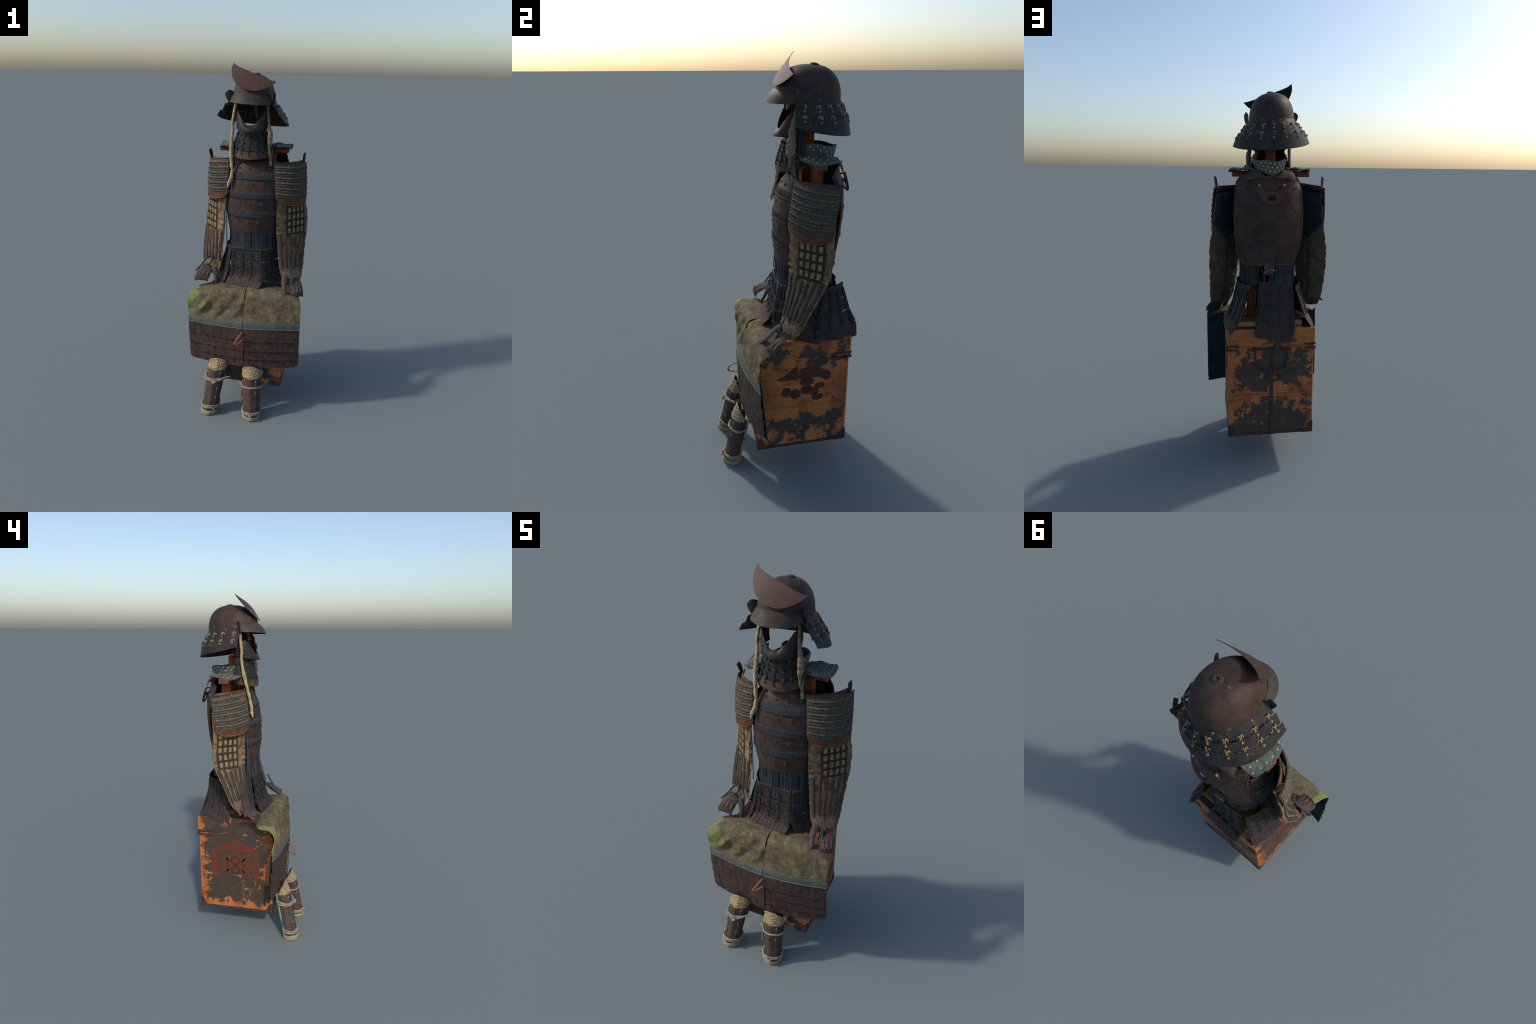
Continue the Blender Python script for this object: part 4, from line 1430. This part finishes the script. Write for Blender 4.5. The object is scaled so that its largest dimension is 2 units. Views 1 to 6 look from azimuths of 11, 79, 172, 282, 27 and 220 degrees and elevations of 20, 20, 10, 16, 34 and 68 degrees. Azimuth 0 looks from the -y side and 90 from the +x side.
def thigh_guard():
    # cloth apron: from the lap over the chest edge down to the band
    halves = ((-.337, -.0045), (-.0015, .319))
    first = None
    for h, (xa, xb) in enumerate(halves):
        P = []
        for s in np.linspace(0, 1, 64):
            row = []
            for u in np.linspace(0, 1, 64):
                x = lerp(xa, xb, u)
                e = abs(x + .003) / .33                   # 0 seam, 1 outer edge
                yb = thigh_y(x, .592)
                y_top = lerp(.010, -.045, e ** 2)
                if h == 0:
                    path = [(y_top, .757 - .026 * e ** 3), (lerp(-.04, -.075, e), .762 - .026 * e ** 3), (lerp(-.098, -.11, e), .764 - .030 * e ** 2), (lerp(-.132, -.138, e), .746 - .034 * e ** 2), (lerp(-.148, -.152, e), .695 - .012 * e), (lerp(-.158, -.146, e), .64), (yb, .592)]
                else:
                    path = [(y_top, .757 - .030 * e ** 3), (lerp(-.04, -.07, e), .762 - .030 * e ** 4), (lerp(-.098, -.098, e), .764 - .040 * e ** 5), (lerp(-.132, -.124, e), .746 - .036 * e ** 4), (lerp(-.150, -.130, e), .695 - .022 * e), (lerp(-.160, -.136, e), .64), (yb, .592)]
                pp = smooth_curve([(0, a, b) for a, b in path], 64)[int(round(s * 63))] if False else None
                row.append((x, path))
            P.append(row)
        # evaluate each column's curve once
        G = np.zeros((64, 64, 3))
        for i in range(64):
            x, path = P[0][i]
            c = smooth_curve([(x, a, b) for a, b in path], 64)
            taper = np.clip(1 - np.linspace(0, 1, 64) / .55, 0, 1) * .11 * (abs(x + .003) / .33) ** 2
            c[:, 0] *= 1 - taper
            G[:, i] = c
        s = np.linspace(0, 1, 64)[:, None]
        n = grid_normals(G)
        n = n * np.sign(np.sum(n * (G - V(0, .1, .5))))
        fade = np.clip((1 - s) / .12, 0, 1) * 1.0
        Q = G * V(1.0, 1.0, 1.0)
        diag = (G[..., 0] * (1 if h else -1)) * 60 + G[..., 2] * 55
        wrk = .0085 * np.sin(diag + 5 * fbm(G, 9, 3 + h)) * np.clip(fbm(G, 7, 5 + h) + .45, 0, 1)
        wrk += .0055 * fbm(G, 16, 8 + h) + .0030 * fbm(G, 45, 9)
        wrk *= np.clip((s - .10) / .25, .15, 1)
        knee = .007 * np.exp(-((np.abs(G[..., 0]) - .17) / .09) ** 2) * np.sin(np.pi * s) ** 1.5
        slit = np.clip(1 - np.abs(G[..., 0] + .003) / .02, 0, 1) * np.clip((s - .45) / .3, 0, 1) * .004
        G = G + n * ((wrk + knee) * fade - slit * fade)[..., None]
        if h == 0:
            # the outer edge droops outward in a loose bright green fold
            k = np.clip((-G[..., 0] - .25) / .08, 0, 1)
            G[..., 2] -= .010 * k * np.sin(s * 9)
        ob = sheet_obj('thigh_guard' if h == 0 else 'thigh_cloth', G, .004, [M['thigh_cloth'], M['lining'], M['thigh_cloth']], armor if h == 0 else first, ref=V(0, .1, .5))
        if h == 0:
            first = ob
        # red brown waist binding along the top
        tube('waist_binding', G[0] + V(0, 0, .001), .006, M['rim_red'], first, 0, 6, jitter=.3)
        # blue band
        Pb = np.array([[V(x, thigh_y(x, z) - .001 - .003 * math.sin(math.pi * (z - .551) / .046), z + .004 * math.sin(x * 7)) for x in np.linspace(xa, xb, 40)] for z in np.linspace(.597, .551, 8)])
        sheet_obj('blue_band', Pb, .004, [M['band'], M['lining'], M['band']], first, ref=V(0, .2, .57))
        tube('band_piping', Pb[-1] + V(0, -.002, .002), .0030, M['piping'], first, 0, 6)
        # backing cloth behind the plates
        L = np.linspace(xa + .003, xb - .003, 40)
        Pk = np.array([[V(x, thigh_y(x, z) + .006, z) for x in (L if z > .33 else L * 1.0)] for z in np.linspace(.60, .300, 20)])
        sheet_obj('backing_cloth', Pk, .003, M['lining'], first, ref=V(0, .2, .45))
        # overlapping iron plates
        zr = (.556, .474, .410, .352, .298)
        ncol = 8
        cw = (xb - xa) / ncol
        rv = proto('plate_rivet', blob_mesh('r', (.0026, .0026, .002), 8, 5), M['rivet'])
        rng = random.Random(90 + h)
        for r in range(4):
            zt, zb = zr[r], zr[r + 1]
            for c in range(ncol):
                x0, x1 = xa + c * cw + .0002, xa + (c + 1) * cw - .0002
                x0 += rng.uniform(-.0012, .0012)
                tilt = rng.uniform(-.0015, .0015)
                outer_corner = r == 3 and ((h == 0 and c == 0) or (h == 1 and c == ncol - 1))
                P = []
                for b in np.linspace(0, 1, 8):
                    row = []
                    for a in np.linspace(0, 1, 8):
                        x = lerp(x0, x1, a)
                        scallop = (.0015 if r == 3 else .0036) * math.sin(math.pi * a)
                        z = lerp(zt + .006, zb + .0035 - scallop, b)
                        if outer_corner:
                            ea = (1 - a) if h == 0 else a
                            z += .022 * ea ** 3 * b
                        out = .0005 + .0085 * b + .0012 * math.sin(math.pi * a) ** .5 + tilt * (a - .5)
                        row.append(V(x, thigh_y(x, z) - out, z))
                    P.append(row)
                sheet_obj('thigh_plate', np.array(P), .003, M['thigh'], first, ref=V((x0 + x1) / 2, .3, .45))
                xr = x1 + .0008
                if c < ncol - 1:
                    place('plate_rivet', rv, (xr, thigh_y(xr, zb) - .0098, zb + .009), (0, -1, 0), (0, 0, 1), first, .8 + .5 * rng.random())
    tube('leather_loop', [(-.004, -.180, .533), (-.014, -.196, .520), (-.030, -.222, .498), (-.040, -.229, .476), (-.034, -.220, .466), (-.018, -.200, .472), (-.004, -.180, .480)], .0048, M['leather_loop'], first, 30, 8, flat=.6, jitter=.2)
    tube('leather_loop', [(-.002, -.176, .50), (-.003, -.176, .42), (-.006, -.172, .33)], .005, M['leather_loop'], first, 14, 6, flat=.5)
    return first


def shin_guard(side):
    if side > 0:
        b0, t0 = V(.066, -.226, .010), V(.056, -.176, .254)
        hw = .0545
    else:
        b0, t0 = V(-.192, -.224, .016), V(-.157, -.166, .278)
        hw = .0530
    ax = (t0 - b0)
    Lz = ax[2]
    facets = np.radians([-112, -82, -48, -22, 0, 22, 48, 82, 112])
    radii = np.array([.93, 1, 1.02, 1.0, 1.05, 1.0, 1.02, 1, .93])

    def S(th, v, grow=0.):
        """th about the shin (0 = front), v 0 foot .. 1 knee."""
        r = np.interp(th, facets, radii)
        w = hw * float(np.interp(v, [0, .25, .7, 1, 1.4], [.89, .92, 1.00, 1.00, .96]))
        dp = .050 * float(np.interp(v, [0, .3, .75, 1, 1.4], [1.0, .98, 1.04, 1.0, .9]))
        c = b0 + ax * v
        return c + V((w * r + grow) * math.sin(th), -(dp * r + grow) * math.cos(th), 0)
    ctr = (b0 + t0) / 2
    ths = np.unique(np.concatenate([np.linspace(a, b, 4) for a, b in zip(facets[:-1], facets[1:])]))
    P = np.array([[S(t, v) + V(0, 0, .006 * math.cos(t) * (1 if v > .5 else -.3) * abs(2 * v - 1)) for t in ths] for v in np.linspace(.045, 1, 30)])
    sg = sheet_obj('shin_guard', P, .004, [M['shin'], M['shin_lining'], M['shin']], armor, ref=ctr, angle=14)
    # hinge grooves
    for t in (facets[2] * .72, facets[6] * .72):
        tube('hinge_cord', [S(t, v, .0006) for v in np.linspace(.06, .98, 20)], .0010, M['rivet'], sg, 0, 5)
    # padded lining showing at sides and foot
    thl = np.radians(np.linspace(-128, 128, 50))
    P = []
    for v in np.linspace(-.06, 1.02, 30):
        row = []
        for t in thl:
            flare = .004 + (.006 if v < .03 else 0)
            inn = -.0055 if (abs(t) < math.radians(113) and v > .03) else flare * .5
            p = S(max(-1.955, min(1.955, t)), max(v, -.02), inn)
            ex = max(0, abs(t) - 1.955)
            p = p + V(-math.copysign(ex * .030, t), ex * .045, 0)
            p[2] = max(.0035, b0[2] + ax[2] * v + .003 * math.sin(t * 5))
            row.append(p)
        P.append(row)
    lv, lf, lr = sheet(np.array(P), .0035, False, ctr)
    build('shin_lining', lv, lf, [M['shin_lining'], M['knee_edge']], sg, [1 if (r_ == 2 or lv[list(q)][:, 2].mean() < .034) else 0 for q, r_ in zip(lf, lr)])
    # foot roll of pale cloth
    tube('foot_binding', [S(t, .015, .001) + V(0, 0, -.002) for t in np.radians(np.linspace(-105, 105, 30))], [.005, .006, .0065, .006, .005], M['knee_edge'], sg, 0, 8, jitter=.35, seed=4, flat=1.8)
    # quilted knee shield rising above the plates
    P = []
    for s in np.linspace(0, 1, 22):
        row = []
        for u in np.linspace(-1, 1, 34):
            t = u * math.radians(92) * max(.0, 1 - (s * .996) ** 1.9) ** .62
            v = 1.0 + s * (.063 / Lz)
            q = S(t, v, .001 - .004 * s)
            q = q + V(0, .010 * s * s, 0)
            row.append(q)
        P.append(row)
    P = np.array(P)
    n = toward(P, grid_normals(P), ctr + V(0, 0, .1))
    cell = np.abs(np.sin(P[..., 0] * 260 + P[..., 2] * 130)) * np.abs(np.sin(P[..., 2] * 230 - P[..., 0] * 60))
    P = P + n * (.0045 * cell + .002 * fbm(P, 60, 12))[..., None]
    kp = sheet_obj('knee_shield', P, .006, [M['knee'], M['knee_edge'], M['knee_edge']], sg, ref=ctr + V(0, 0, .1))
    tube('knee_shield_edge', np.vstack([P[:, 0], P[::-1, -1][0:]])[[*range(22), *range(22, 44)]], .0042, M['knee_edge'], kp, 0, 6, jitter=.3)
    # straw ropes
    rng = random.Random(70 + side)
    for v, slope in ((.80, .10), (.77, -.02) if side < 0 else (.79, .03), (.16, .05), (.125, -.06)):
        if side > 0 and v == .80:
            continue
        pts = []
        for t in np.radians(np.linspace(-125, 125, 40)):
            tt = max(-1.95, min(1.95, t))
            pts.append(S(tt, v + slope * (t / 2) ** 2 * .25 + .012 * math.sin(3 * t + v * 9), .005) + V(0, max(0, abs(t) - 1.95) * .03, 0))
        tube('straw_rope', pts, .0052, M['rope'], sg, 0, 8, jitter=.4, seed=rng.randint(0, 99))
    if side < 0:
        kc = S(.10, .775, .010)
        tube('rope_end', [S(-1.15, .80, .02), S(-.6, .785, .012), kc, S(.55, .80, .012), S(1.0, .83, .016), S(1.35, .84, .04)], .0045, M['rope'], sg, 40, 7, jitter=.4)
        tube('rope_knot', [kc + V(-.012, -.004, .004), kc + V(0, -.008, -.004), kc + V(.012, -.004, .006)], .0065, M['rope'], sg, 14, 8, jitter=.5)
        tube('rope_end', [S(.3, .15, .008), S(.55, .115, .012), S(.7, .085, .012)], .0045, M['rope'], sg, 14, 7, jitter=.4)
    else:
        tube('rope_end', [S(-1.25, .80, .004), S(-1.35, .80, .014), S(-1.5, .78, .018)], .0055, M['rope'], sg, 14, 7, jitter=.4)
        tube('rope_end', [S(-1.6, .66, .012), S(-1.6, .52, .016), S(-1.6, .38, .018), S(-1.6, .28, .018)], [.003, .003, .004, .0045], M['rope'], sg, 20, 7, jitter=.4)
        kc = S(.05, .14, .010)
        tube('rope_knot', [kc + V(-.010, -.002, .006), kc + V(0, -.006, -.003), kc + V(.012, -.003, .002)], .0055, M['rope'], sg, 14, 8, jitter=.5)
    # knotted cushions of rope behind the knee
    tube('knee_tie', [S(-1.9, .98, .004) + V(0, .01, 0), S(-1.9, 1.05, .0) + V(0, .018, .004), S(-1.8, 1.14, -.01) + V(.004, .02, 0)], [.011, .013, .006], M['rope'], sg, 16, 9, jitter=.4)
    tube('knee_tie', [S(1.9, .98, .004) + V(0, .01, 0), S(1.9, 1.05, .0) + V(0, .018, .004), S(1.8, 1.12, -.01) + V(-.004, .02, 0)], [.011, .013, .006], M['rope'], sg, 16, 9, jitter=.4)
    # sky-blue lacing knots and stitches
    kb = proto('blue_knot', blob_mesh('k', (.0042, .0052, .0035)), M['knot_blue'])
    for t in (facets[2] * .72, facets[6] * .72):
        for v in (.94, .62 + .04 * side, .36):
            if t > 0 and v == .36 and side > 0:
                continue
            place('blue_knot', kb, S(t, v, .002), (math.sin(t), -math.cos(t), .2), (0, 0, 1), sg, .9 + .3 * rng.random())
    place('blue_knot', kb, S(-.3, .075, .002), (-.3, -1, .2), (0, 0, 1), sg)
    for t in np.linspace(-.9, .9, 7):
        for v in (.985, .055):
            place('stitch', STITCH, S(t, v, .001) + V(0, 0, .006 * math.cos(t) if v > .5 else 0), (math.sin(t), -math.cos(t), 0), (math.cos(t), math.sin(t), 0), sg, .8)
    return sg


chest()
stand()
helmet()
mask()
body = cuirass()
collar(body)
lacing_curtain(body)
skirt(body)
for s in (1, -1):
    shoulder_guard(s)
    sl = sleeve(s)
    hand(s, sl)
    if s < 0:
        side_cords(sl)
    shin_guard(s)
thigh_guard()
bpy.context.view_layer.update()
